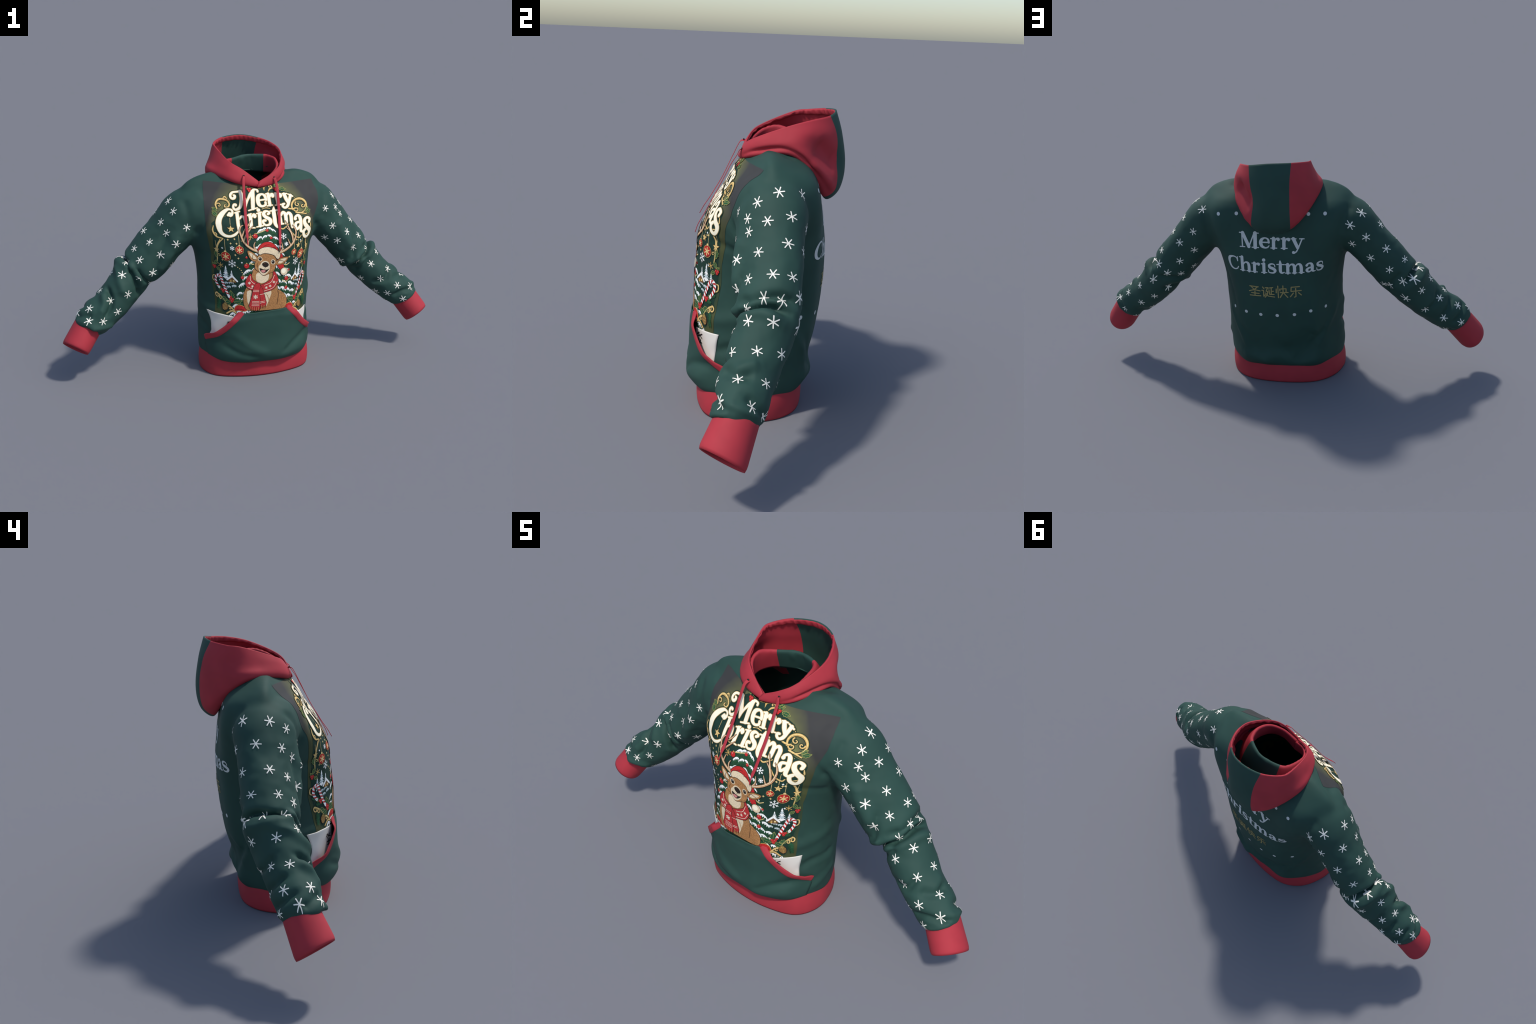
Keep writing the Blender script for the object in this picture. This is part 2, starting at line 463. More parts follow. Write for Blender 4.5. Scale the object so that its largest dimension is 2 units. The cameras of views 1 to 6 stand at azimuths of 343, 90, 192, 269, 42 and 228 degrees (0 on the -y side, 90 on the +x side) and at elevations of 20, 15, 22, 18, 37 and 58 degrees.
# red binding along both slanted hand openings
v0 = (.188 - .088) / (.375 - .088)
for side, col in ((1, NU - 1), (-1, 0)):
    rows = [i for i in range(NV) if i / (NV - 1) >= v0 - .02]
    R = []
    for j, i in enumerate(rows):
        e = pk_grid[i, col]; w = .026
        nxt = pk_grid[min(i + 1, NV - 1), col] - pk_grid[max(i - 1, 0), col]; nxt /= np.linalg.norm(nxt)
        inw = pk_grid[i, col - side * 2] - e; inw -= nxt * (inw @ nxt); inw /= np.linalg.norm(inw)
        nrm = np.cross(inw, nxt) * side; nrm /= np.linalg.norm(nrm)
        nrm = nrm if nrm[1] < 0 or nrm[0] * side > .5 else -nrm
        prof = [(-.004, .0006), (-.001, .0028), (.006, .003), (.016, .002), (w, .000), (w - .001, -.003), (.012, -.003)]
        if j == 0: prof = [(a * .9, h) for a, h in prof]
        R.append([e - inw * a + nrm * h for a, h in prof])
    ob = add("pocket_binding", mesh_from("pocket_binding", np.array(R).reshape(-1, 3), grid_faces(len(R), 7, False)), hoodie, RED)

# white pocket lining seen in the openings
for side in (1, -1):
    R = []
    for v in np.linspace(0, 1, 26):
        row = []
        for s in np.linspace(0, 1, 22):
            z = .212 + v * ((.335 if side > 0 else .352) - .212)
            x0, x1 = .135, (.250 if side > 0 else .268)
            x = x0 + s * (x1 - x0)
            z -= .012 * (1 - s) * v
            x -= .012 * math.sin(v * 3.1) * s * (1 if side < 0 else .3)
            p, n = on_torso(arc_of_x(z, side * x), z)
            row.append(p + n * (.0030 + .0012 * math.sin(v * 6 + s * 3)))
        R.append(row)
    R = np.array(R)
    shell("pocket_lining", R if side > 0 else R[:, ::-1], WHITE, .002, closed=False)

# dark handwriting on the lining, half hidden in the opening
def lining_area(side):
    P = []
    for z in np.linspace(.215, .330, 30):
        P.append([on_torso(arc_of_x(z, x), z)[0] for x in (np.linspace(.135, .255, 30) if side > 0 else np.linspace(-.255, -.135, 30))])
    return np.array(P)
LINING = {s: lining_area(s) for s in (1, -1)}
# ------------------------------------------------------------------ hood
# Stations run from the back centre (0) to the front V (1). At each: neck seam, roll crest, two points
# down the inside of the bag, bottom fold, lower / middle / upper outside, opening rim.
HOOD_R = {
 0.00: [(0, .146, .992), (0, .124, 1.088), (0, .160, 1.000), (0, .200, .890), (0, .232, .828), (0, .282, .872), (0, .298, .960), (0, .277, 1.080), (0, .246, 1.170)],
 0.25: [(.094, .118, .992), (.088, .104, 1.088), (.100, .145, 1.010), (.098, .185, .910), (.085, .216, .850), (.088, .260, .882), (.076, .263, .985), (.084, .250, 1.085), (.090, .219, 1.155)],
 0.45: [(.130, .082, .992), (.116, .072, 1.085), (.136, .108, 1.030), (.142, .140, .965), (.142, .170, .928), (.158, .192, .944), (.140, .200, 1.020), (.150, .185, 1.085), (.142, .148, 1.140)],
 0.62: [(.140, .022, .990), (.127, .026, 1.078), (.142, .050, 1.055), (.160, .070, 1.030), (.178, .090, 1.012), (.196, .106, 1.026), (.195, .100, 1.058), (.180, .090, 1.090), (.162, .062, 1.114)],
 0.80: [(.120, -.046, .975), (.116, -.032, 1.052), (.124, -.034, 1.040), (.130, -.036, 1.020), (.136, -.038, 1.002), (.150, -.042, 1.012), (.152, -.042, 1.030), (.143, -.043, 1.052), (.127, -.044, 1.068)],
 0.92: [(.066, -.078, .962), (.066, -.076, 1.020), (.070, -.080, 1.010), (.072, -.084, .995), (.072, -.090, .980), (.080, -.100, .985), (.083, -.103, 1.000), (.080, -.098, 1.020), (.073, -.089, 1.036)],
 1.00: [(-.004, -.082, .940), (-.004, -.094, .988), (-.006, -.097, .985), (-.008, -.100, .978), (-.010, -.105, .972), (-.012, -.116, .975), (-.012, -.118, .982), (-.008, -.112, .990), (-.004, -.102, .997)],
}
HOOD_L = {
 0.00: HOOD_R[0.00],
 0.25: [(-.094, .116, .990), (-.090, .092, 1.078), (-.102, .140, 1.005), (-.100, .190, .910), (-.092, .222, .850), (-.100, .270, .885), (-.102, .280, .975), (-.102, .258, 1.085), (-.104, .214, 1.166)],
 0.45: [(-.130, .080, .990), (-.116, .066, 1.080), (-.140, .105, 1.030), (-.152, .150, .960), (-.160, .180, .918), (-.184, .196, .950), (-.192, .182, 1.030), (-.180, .173, 1.095), (-.166, .148, 1.154)],
 0.62: [(-.142, .020, .990), (-.130, .022, 1.085), (-.146, .045, 1.065), (-.165, .060, 1.040), (-.190, .070, 1.005), (-.224, .080, 1.022), (-.208, .085, 1.060), (-.186, .088, 1.105), (-.170, .092, 1.143)],
 0.80: [(-.122, -.045, .976), (-.118, -.030, 1.068), (-.126, -.032, 1.055), (-.134, -.036, 1.035), (-.145, -.044, 1.010), (-.163, -.047, 1.018), (-.162, -.044, 1.040), (-.147, -.038, 1.068), (-.127, -.031, 1.091)],
 0.92: [(-.066, -.076, .965), (-.066, -.073, 1.030), (-.070, -.077, 1.020), (-.072, -.082, 1.000), (-.074, -.088, .985), (-.084, -.099, .992), (-.086, -.101, 1.010), (-.081, -.090, 1.036), (-.072, -.075, 1.058)],
 1.00: [(.004, -.080, .940), (.006, -.092, .985), (.006, -.095, .982), (.006, -.098, .978), (.006, -.102, .972), (.008, -.110, .975), (.010, -.112, .984), (.008, -.107, .992), (.004, -.099, .998)],
}
def hood_profile(side, s, n=64):
    T = HOOD_R if side > 0 else HOOD_L
    k = sorted(T)
    other = HOOD_L if side > 0 else HOOD_R
    keys = [-k[1]] + k                                  # carry the tangent across the back centre
    vals = [np.array(other[k[1]]).ravel()] + [np.array(T[q]).ravel() for q in k]
    c = spline(keys, vals, s)[0].reshape(-1, 3)
    return chord_spline(c, n)

s_side = np.concatenate([np.linspace(0, .25, 15), np.linspace(.25, 1, 50)[1:]])
stations = [(-1, s) for s in s_side[::-1]] + [(1, s) for s in s_side[1:]]
NP = 64
HG = np.array([hood_profile(sd, s, NP) for sd, s in stations])
lift_rim = np.clip((np.arange(NP) - NP*.72) / (NP*.28), 0, 1) * .004
HG[:, :, 2] += lift_rim; HG[:, :, :2] *= 1 + lift_rim[None, :, None] * 6            # [station, profile, 3]
ns = len(stations); mid = len(s_side) - 1; pan = 14
hood = add("hood_cloth", mesh_from("hood_cloth", HG.reshape(-1, 3), grid_faces(ns, NP, False)))
m = hood.modifiers.new("soft", "SMOOTH"); m.iterations = 3
applied(hood)
HOOD_FOLDS = [
    ([(.090, -.095, .998), (.150, -.040, 1.024), (.196, .050, 1.040), (.198, .120, 1.010), (.168, .190, .945), (.130, .235, .890)], .0085, -.013),
    ([(.100, -.090, .986), (.150, -.036, 1.008), (.190, .060, 1.022), (.180, .130, .985), (.150, .195, .920)], .010, .005),
    ([(.170, .150, 1.000), (.150, .220, .935), (.110, .260, .890)], .016, .010),
    ([(.165, .180, 1.060), (.135, .235, 1.010), (.085, .268, .985)], .036, -.023),
    ([(.170, .170, .960), (.140, .215, .900), (.100, .240, .865)], .009, -.009),
    ([(-.090, -.098, 1.000), (-.160, -.030, 1.028), (-.215, .070, 1.045), (-.200, .160, 1.030)], .020, .006),
    ([(-.200, .100, 1.090), (-.150, .190, 1.080), (-.060, .260, 1.060)], .030, -.005),
    ([(.020, .120, 1.080), (.030, .110, 1.030), (.030, .112, .970)], .010, .007),
    ([(-.030, .118, 1.080), (-.025, .108, 1.030), (-.030, .112, .970)], .012, -.007),
]
apply_folds(hood.data, HOOD_FOLDS)
HS = get_co(hood.data).reshape(ns, NP, 3).copy(); HN = get_no(hood.data).reshape(ns, NP, 3).copy()
m = hood.modifiers.new("thick", "SOLIDIFY"); m.thickness = .006; m.offset = -1
applied(hood)
# panels by station: the solidified copy keeps the order of the faces (outer, inner, rims)
nf = (ns - 1) * (NP - 1)
station_of = {}
for i, p in enumerate(hood.data.polygons):
    vs = [v % (ns * NP) for v in p.vertices]
    station_of[i] = min(v // NP for v in vs)
counter = iter(range(len(hood.data.polygons)))
def hood_region(c):
    st = station_of[next(counter)]
    return 0 if mid - pan <= st < mid + pan else (1 if st >= mid + pan else 2)
split_regions(hood, hood_region, hoodie, [(0, "hood_gusset", GREEN), (1, "hood_panel", RED), (2, "hood_panel", RED)])

# turned-in hem of the hood opening: a puckered red strip just inside the rim
def rim_hem(a, b):
    R = []
    for i in range(a, b):
        row = []
        prof = HS[i][::-1]; nr = HN[i][::-1]
        L = np.concatenate([[0], np.cumsum(np.linalg.norm(np.diff(prof, axis=0), axis=1))])
        depth = .040 * min(1, L[-1]) * np.interp(min(i, ns - 1 - i), [0, 6, 20], [.35, .5, 1])
        for q, lift in ((.02, .0055), (.10, .0085), (.22, .0095), (.45, .0105), (.7, .0105), (.9, .0095), (1, .0080), (1.02, .0050)):
            p = np.array([np.interp(q * depth, L, prof[:, j]) for j in range(3)])
            n = np.array([np.interp(q * depth, L, nr[:, j]) for j in range(3)])
            pucker = .0026 * math.sin(i * 1.7) * math.sin(min(q, 1) * math.pi) + .0012 * math.sin(i * .9 + 2 * q)
            row.append(p - n * (lift + .0005 + pucker * (lift > .003)))
        R.append(row)
    R = np.array(R)
    return add("hood_hem", mesh_from("hood_hem", R.reshape(-1, 3), grid_faces(b - a, R.shape[1], False)), hoodie, RED)
rim_hem(0, mid - pan + 1); rim_hem(mid - pan, mid + pan + 1); rim_hem(mid + pan, ns)

# ------------------------------------------------------------------ drawstrings and eyelets
def ribbon(name, pts, widths, thick, mat, face, parent=hoodie):
    pts = np.asarray(pts, float)
    T = np.gradient(pts, axis=0); T /= np.linalg.norm(T, axis=1)[:, None]
    f = np.asarray(face, float)
    S = np.cross(T, f); S /= np.linalg.norm(S, axis=1)[:, None]; N = np.cross(S, T)
    R = []
    for p, s, n, w in zip(pts, S, N, widths):
        R.append([p + s * w * math.cos(a) + n * thick * math.sin(a) * (1 if abs(math.cos(a)) < .99 else 0)
                  for a in np.linspace(0, 2*np.pi, 10, endpoint=False)])
    v, fc = closed_loft(np.array(R))
    return add(name, mesh_from(name, v, fc), parent, mat)

CORDS = [
    (( .080, -.086, 1.016), [( .083, -.106, 1.016), ( .088, -.114, .996), ( .090, -.126, .972), ( .089, -.143, .935), ( .086, -.174, .871), ( .081, -.204, .811), ( .077, -.228, .764), ( .071, -.252, .719), ( .068, -.263, .686)]),
    ((-.073, -.085, 1.030), [(-.076, -.106, 1.032), (-.082, -.116, 1.018), (-.086, -.135, .967), (-.088, -.156, .918), (-.090, -.179, .870), (-.093, -.205, .824), (-.094, -.223, .793), (-.096, -.243, .762), (-.098, -.261, .728)]),
]
for start, path in CORDS:
    p = chord_spline([start] + path, 60)
    L = np.concatenate([[0], np.cumsum(np.linalg.norm(np.diff(p, axis=0), axis=1))]); L = L[-1] - L
    p[4:, 1] -= np.clip((np.arange(len(p) - 4)) / 14, 0, 1) * .0085            # lie over the print
    w = np.interp(L, [0, .002, .034, .042, 1], [.0015, .0028, .0030, .0072, .0072])
    ribbon("drawstring", p, w, .0014, RED, (0, -1, .35))
    bm = bmesh.new(); bmesh.ops.create_uvsphere(bm, u_segments=16, v_segments=8, radius=.0055)
    me = bpy.data.meshes.new("eyelet"); bm.to_mesh(me); bm.free()
    e = add("eyelet", me, hoodie, BLACK); e.location = Vector(path[0]) + Vector((0, .006, .004)); e.scale = (1, .6, .7)
# ------------------------------------------------------------------ printed decoration: mapping flat print -> cloth
def sheet(rows):
    """rows [v][u] of (point, normal) -> arrays for bilinear lookup."""
    P = np.array([[p for p, n in r] for r in rows]); N = np.array([[n for p, n in r] for r in rows])
    return P, N

def smooth_normals(P):
    du = np.gradient(P, axis=1); dv = np.gradient(P, axis=0)
    N = np.cross(du, dv); N /= np.linalg.norm(N, axis=2)[..., None] + 1e-12
    return N

class PrintArea:
    """A flat rectangle of print, x0..x1 by y0..y1, laid on the cloth."""
    def __init__(self, x0, x1, y0, y1, P):
        self.box = (x0, x1, y0, y1); self.P = P; self.N = smooth_normals(P)
    def __call__(self, pts, lift):
        pts = np.asarray(pts, float); x0, x1, y0, y1 = self.box
        nv, nu = self.P.shape[:2]
        u = np.clip((pts[:, 0] - x0) / (x1 - x0), 0, 1) * (nu - 1); v = np.clip((pts[:, 1] - y0) / (y1 - y0), 0, 1) * (nv - 1)
        i = np.minimum(u.astype(int), nu - 2); j = np.minimum(v.astype(int), nv - 2)
        fu = (u - i)[:, None]; fv = (v - j)[:, None]
        def mix(A):
            return (A[j, i]*(1-fu)*(1-fv) + A[j, i+1]*fu*(1-fv) + A[j+1, i]*(1-fu)*fv + A[j+1, i+1]*fu*fv)
        n = mix(self.N); n /= np.linalg.norm(n, axis=1)[:, None] + 1e-12
        return mix(self.P) + n * lift

# front artwork: the cloth panel it was printed on narrows to the waist; heights are arc lengths up the chest
EDGE_R = ([.28, .335, .444, .53, .61, .68, .748, .805, .871, .924, .979, 1.0], [.233, .233, .235, .245, .25, .269, .285, .301, .316, .321, .315, .31])
EDGE_L = ([.28, .377, .436, .514, .576, .654, .731, .769, .821, .928, .999, 1.02], [.237, .237, .241, .251, .252, .258, .272, .279, .286, .278, .266, .26])
z_line = np.linspace(.300, .990, 120)
y_line = np.array([torso_ring(z, 12)[0, 1] for z in z_line])
up_arc = np.concatenate([[0], np.cumsum(np.hypot(np.diff(z_line), np.diff(y_line)))])
PW, PH = .285, float(up_arc[-1])                                     # half width and height of the print
rows = []
for Y in np.linspace(0, PH, 130):
    z0 = float(np.interp(Y, up_arc, z_line)); row = []
    for a in np.linspace(-1, 1, 101):
        z = z0 - .011 * a
        e = EDGE_R if a > 0 else EDGE_L
        u = a * abs(arc_of_x(z, float(np.interp(z, *e))))
        row.append(on_torso(u, z))
    rows.append(row)
FRONT = PrintArea(-PW, PW, 0, PH, sheet(rows)[0])

# back lettering area, x to the reader's right (towards -x), y = height
rows = []
BW = .30
for z in np.linspace(.36, .96, 100):
    rows.append([on_torso(-(-u), z, back=True) for u in np.linspace(-BW, BW, 101)])
BACK = PrintArea(-BW, BW, .36, .96, sheet(rows)[0])

# sleeves: x = angle in degrees (0 outer top, -90 front, 90 back), y = position along the sleeve
def sleeve_area(side):
    P = []
    for t in np.linspace(.03, .925, 128):
        C, A, B, r1, r2, T = sleeve_axis(t); row = []
        for deg in np.linspace(-180, 180, 97):
            a = math.radians(deg)
            d = A[0] * r1[0] * math.cos(a) + B[0] * r2[0] * math.sin(a)
            c = C[0] * (side, 1, 1); d = d * (side, 1, 1)
            far = np.linalg.norm(d); d = d / far
            hit = SKIN.ray_cast(Vector(c + d * (far + .05)), Vector(-d), far + .05)
            row.append(np.array(hit[0]) if hit[0] is not None else c + d * far)
        P.append(row)
    P = np.array(P)
    ar = PrintArea(-180, 180, .03, .925, P)
    C = sleeve_axis(np.linspace(.03, .925, 128))[0] * (side, 1, 1)
    out = ((P - C[:, None]) * ar.N).sum(2) > 0
    ar.N = np.where(out[..., None], ar.N, -ar.N)
    return ar
SLEEVE_AREA = {1: sleeve_area(1), -1: sleeve_area(-1)}
# ------------------------------------------------------------------ inks
def ink(name, rgb, vary=.10, scale=120., rough=.75):
    m = cloth(name, rgb, rough=rough, vary=vary, bump=.06, spec=.25)
    for n in m.node_tree.nodes:
        if n.type == "TEX_NOISE" and abs(n.inputs["Scale"].default_value - 9.) < 1e-3:
            n.inputs["Scale"].default_value = scale
    return m
CREAM = ink("cream_ink", (.96, .88, .67), .04, 40)
SNOW = ink("snow_ink", (.88, .88, .84), .10, 200)
FROST = ink("frost_ink", (.52, .60, .60), .22, 260)
FLAKE = ink("flake_ink", (.88, .85, .75), .03)
GOLD = ink("gold_ink", (.58, .36, .11), .28, 150)
GOLD_LIGHT = ink("light_gold_ink", (.80, .60, .26), .12, 150)
GOLD_EDGE = ink("gold_edge_ink", (.30, .19, .05), .15, 150)
DEEP = ink("deep_green_ink", (.010, .034, .024), .10, 60)
PANEL = ink("panel_green_ink", (.010, .036, .024), .16, 60)
FIR = ink("fir_green_ink", (.014, .058, .024), .60, 230)
LEAF = ink("leaf_green_ink", (.020, .090, .036), .35, 160)
LEAF_EDGE = ink("leaf_edge_ink", (.30, .30, .09), .2, 160)
BERRY = ink("berry_red_ink", (.50, .022, .020), .20, 160)
BERRY_DARK = ink("dark_red_ink", (.20, .010, .014), .20, 160)
SCARF = ink("scarf_red_ink", (.46, .028, .030), .22, 220)
PINK = ink("pink_ink", (.60, .22, .20), .1)
FUR = ink("fur_brown_ink", (.40, .190, .068), .38, 230)
FUR_DARK = ink("dark_fur_ink", (.10, .042, .018), .25, 210)
FUR_PALE = ink("pale_fur_ink", (.74, .60, .40), .16, 240)
ANTLER = ink("antler_ink", (.50, .27, .13), .25, 150)
OUTLINE = ink("outline_ink", (.022, .014, .010), .1)
BROWN = ink("cone_brown_ink", (.16, .075, .025), .3, 200)
GREY = ink("grey_lettering_ink", (.60, .62, .60), .03)
OCHRE = ink("ochre_lettering_ink", (.33, .27, .11), .05)

def print_ground():
    """Ground of the front print: deep green middle, olive glow around it, charcoal upper corners."""
    m = bpy.data.materials.new("print_ground"); m.use_nodes = True
    nt = m.node_tree; n = nt.nodes; l = nt.links
    b = n["Principled BSDF"]; b.inputs["Roughness"].default_value = .75; b.inputs["Specular IOR Level"].default_value = .3
    tc = n.new("ShaderNodeTexCoord"); sx = n.new("ShaderNodeSeparateXYZ"); l.new(tc.outputs["Object"], sx.inputs[0])
    def math_node(op, a, bb):
        k = n.new("ShaderNodeMath"); k.operation = op
        for i, v in enumerate((a, bb)):
            if isinstance(v, (int, float)): k.inputs[i].default_value = v
            elif v is not None: l.new(v, k.inputs[i])
        return k.outputs[0]
    dx = math_node("DIVIDE", sx.outputs["X"], .255)
    dz = math_node("DIVIDE", math_node("SUBTRACT", sx.outputs["Z"], .60), .375)
    dx = math_node("POWER", math_node("ABSOLUTE", dx, None), 2.6); dz = math_node("POWER", math_node("ABSOLUTE", dz, None), 2.6)
    no = n.new("ShaderNodeTexNoise"); no.inputs["Scale"].default_value = 14.; l.new(tc.outputs["Object"], no.inputs["Vector"])
    r = math_node("ADD", math_node("ADD", dx, dz), math_node("MULTIPLY", math_node("SUBTRACT", no.outputs["Fac"], .5), .25))
    def ramp(stops):
        rp = n.new("ShaderNodeValToRGB"); e = rp.color_ramp.elements
        while len(e) < len(stops): e.new(.5)
        for q, (p, c) in zip(e, stops): q.position = p; q.color = (*c, 1)
        return rp
    half = math_node("MULTIPLY", r, .5)
    top = ramp([(.34, (.040, .085, .046)), (.46, (.165, .175, .062)), (.58, (.095, .098, .046)), (.76, (.040, .040, .039))])
    low = ramp([(.36, (.016, .048, .032)), (.50, (.062, .072, .024)), (.70, (.056, .060, .024)), (.90, (.044, .048, .024))])
    l.new(half, top.inputs[0]); l.new(half, low.inputs[0])
    mr = n.new("ShaderNodeMapRange"); mr.inputs[1].default_value = .76; mr.inputs[2].default_value = .84
    l.new(sx.outputs["Z"], mr.inputs[0])
    mx = n.new("ShaderNodeMix"); mx.data_type = "RGBA"
    l.new(mr.outputs[0], mx.inputs["Factor"]); l.new(low.outputs[0], mx.inputs["A"]); l.new(top.outputs[0], mx.inputs["B"])
    l.new(mx.outputs["Result"], b.inputs["Base Color"])
    return m

# ------------------------------------------------------------------ pieces of print
LIFT, STEP = .0011, .00030
class Decal:
    """A printed piece: filled shapes, discs and pen strokes in flat print coordinates, laid on the cloth."""
    def __init__(self, name, area=None, parent=None, level=1, warp=None):
        self.name, self.area, self.parent, self.level, self.warp = name, area or FRONT, parent, level, warp
        self.V, self.F, self.M, self.mats = [], [], [], []
    def _put(self, pts, faces, mat, z):
        pts = np.asarray(pts, float)
        if self.warp: pts = self.warp(pts)
        lift = LIFT + (self.level + np.asarray(z)) * STEP
        P = self.area(pts, (np.ones(len(pts)) * lift)[:, None])
        b = len(self.V); self.V += [tuple(p) for p in P]
        if mat not in self.mats: self.mats.append(mat)
        k = self.mats.index(mat)
        for f in faces: self.F.append(tuple(b + i for i in f)); self.M.append(k)
        return self
    def poly(self, pts, mat, z=0, smooth=0, step=.010):
        pts = np.asarray(pts, float)[:, :2]
        if smooth: pts = chord_spline(pts, smooth * len(pts), closed=True)
        bm = bmesh.new()
        vs = [bm.verts.new((x, y, 0)) for x, y in pts]
        for t in tessellate_polygon([[Vector((x, y, 0)) for x, y in pts]]):
            try: bm.faces.new([vs[i] for i in t])
            except ValueError: pass
        for _ in range(6):
            long = [e for e in bm.edges if e.calc_length() > step]
            if not long: break
            bmesh.ops.subdivide_edges(bm, edges=long, cuts=1)
            bmesh.ops.triangulate(bm, faces=[f for f in bm.faces if len(f.verts) > 3])
        bmesh.ops.recalc_face_normals(bm, faces=bm.faces[:])
        bm.verts.index_update()
        for f in bm.faces:
            if f.normal.z < 0: f.normal_flip()
        self._put([v.co[:2] for v in bm.verts], [[v.index for v in f.verts] for f in bm.faces], mat, z)
        bm.free(); return self
    def disc(self, x, y, r, mat, z=0, ry=None, rot=0., n=20):
        a = np.linspace(0, 2*np.pi, n, endpoint=False); ry = ry or r
        c, s = math.cos(rot), math.sin(rot)
        px, py = r*np.cos(a), ry*np.sin(a)
        rim = np.column_stack([x + px*c - py*s, y + px*s + py*c])
        pts = np.vstack([[[x, y]], [[x, y]] + (rim - [x, y])*.5, rim])
        f = [(0, 1+i, 1+(i+1) % n) for i in range(n)] + [(1+i, 1+n+i, 1+n+(i+1) % n, 1+(i+1) % n) for i in range(n)]
        return self._put(pts, f, mat, z)
    def stroke(self, pts, mat, z=0, w=None, grow=0., closed=False, straight=False, cap=True, gap=.0035):
        """Pen stroke through (x, y, width) points."""
        p = np.asarray(pts, float)
        if p.shape[1] == 2: p = np.column_stack([p, np.full(len(p), w or .003)])
        if closed: p = np.vstack([p, p[:1]])
        if straight or len(p) == 2:
            segs = []
            for a, b in zip(p[:-1], p[1:]):
                k = max(2, int(np.linalg.norm((b-a)[:2]) / gap) + 1); segs.append(a + (b-a) * np.linspace(0, 1, k, endpoint=False)[:, None])
            q = np.vstack(segs + [p[-1:]])
        else:
            L = np.linalg.norm(np.diff(p[:, :2], axis=0), axis=1).sum()
            q = chord_spline(p, max(len(p)*2, int(L / gap) + 2))
        if np.linalg.norm(q[-1, :2] - q[0, :2]) < .0012 and not closed:
            return self.disc(q[0, 0], q[0, 1], q[0, 2]/2 + grow, mat, z)
        half = np.maximum(q[:, 2], .0006) / 2 + grow
        T = np.gradient(q[:, :2], axis=0); T /= np.linalg.norm(T, axis=1)[:, None] + 1e-9
        c, T0, T1 = q[:, :2], T[0], T[-1]
        if cap and not closed:                                  # rounded ends
            for ang in (.35, .75, 1.15, 1.45):
                c = np.vstack([[q[0, :2] - T0*half[0]*math.sin(ang)], c, [q[-1, :2] + T1*half[-1]*math.sin(ang)]]) if ang == .35 else \
                    np.vstack([[q[0, :2] - T0*half[0]*math.sin(ang)], c, [q[-1, :2] + T1*half[-1]*math.sin(ang)]])
            caps = [math.cos(a) for a in (1.45, 1.15, .75, .35)]
            h = np.concatenate([[k*half[0] for k in caps], half, [k*half[-1] for k in caps[::-1]]])
            T = np.vstack([[T0]*4, T, [T1]*4])
        else: h = half
        N = np.column_stack([-T[:, 1], T[:, 0]])
        across = 3 if h.max() < .007 else 5
        ks = np.linspace(1, -1, across)
        G = np.array([[ci + ni*hi*k for k in ks] for ci, ni, hi in zip(c, N, h)])
        zz = np.repeat(np.linspace(0, .45, len(c)), across) + z
        return self._put(G.reshape(-1, 2), [f[::-1] for f in grid_faces(len(c), across, False)], mat, zz)
    def outlined(self, pts, fill, edge, w=.003, z=0, smooth=3):
        p = chord_spline(np.asarray(pts, float)[:, :2], smooth*len(pts), closed=True) if smooth else np.asarray(pts, float)[:, :2]
        self.stroke(p, edge, z, w=w*2, closed=True, straight=True, gap=.006)
        return self.poly(p, fill, z + 1)
    def done(self):
        me = mesh_from(self.name, self.V, self.F)
        for m in self.mats: me.materials.append(m)
        me.polygons.foreach_set("material_index", self.M)
        me.polygons.foreach_set("use_smooth", [True]*len(self.M))
        ob = bpy.data.objects.new(self.name, me); bpy.context.scene.collection.objects.link(ob)
        ob.parent = self.parent or front_print
        return ob

# the printed ground itself
gu, gv = 90, 120
GP = np.array([[(x, y) for x in np.linspace(-PW, PW, gu)] for y in np.linspace(.01, PH, gv)]).reshape(-1, 2)
front_print = add("chest_print", mesh_from("chest_print", FRONT(GP, .0009), grid_faces(gv, gu, False)), hoodie, print_ground())

def spiral(x, y, r, turns, start, w0, w1, hand=1, n=14):
    """Points of a curl that winds in to (x, y)."""
    out = []
    for k in np.linspace(0, 1, n):
        a = start + hand * turns * 2*math.pi * k; rr = r * (1 - .82*k)
        out.append((x + rr*math.cos(a), y + rr*math.sin(a), w0 + (w1-w0)*k))
    return out
def star_points(x, y, r, n=5, inner=.42, rot=math.pi/2):
    return [(x + (r if i % 2 == 0 else r*inner)*math.cos(rot + i*math.pi/n), y + (r if i % 2 == 0 else r*inner)*math.sin(rot + i*math.pi/n)) for i in range(2*n)]
def mirror(pts): return [(-p[0],) + tuple(p[1:]) for p in pts]
def both(pts): return ((1, list(pts)), (-1, mirror(pts)))

def panel():
    d = Decal("art_panel", level=1)
    h = [(0, .727), (.060, .722), (.098, .694), (.140, .676), (.152, .645), (.160, .590), (.180, .560), (.228, .545), (.252, .520), (.254, .470), (.262, .380), (.268, .300), (.270, .200), (.262, .120), (.235, .055), (.12, .030), (0, .030)]
    d.poly(h + mirror(h[1:-1])[::-1], PANEL, smooth=0); d.done()
panel()

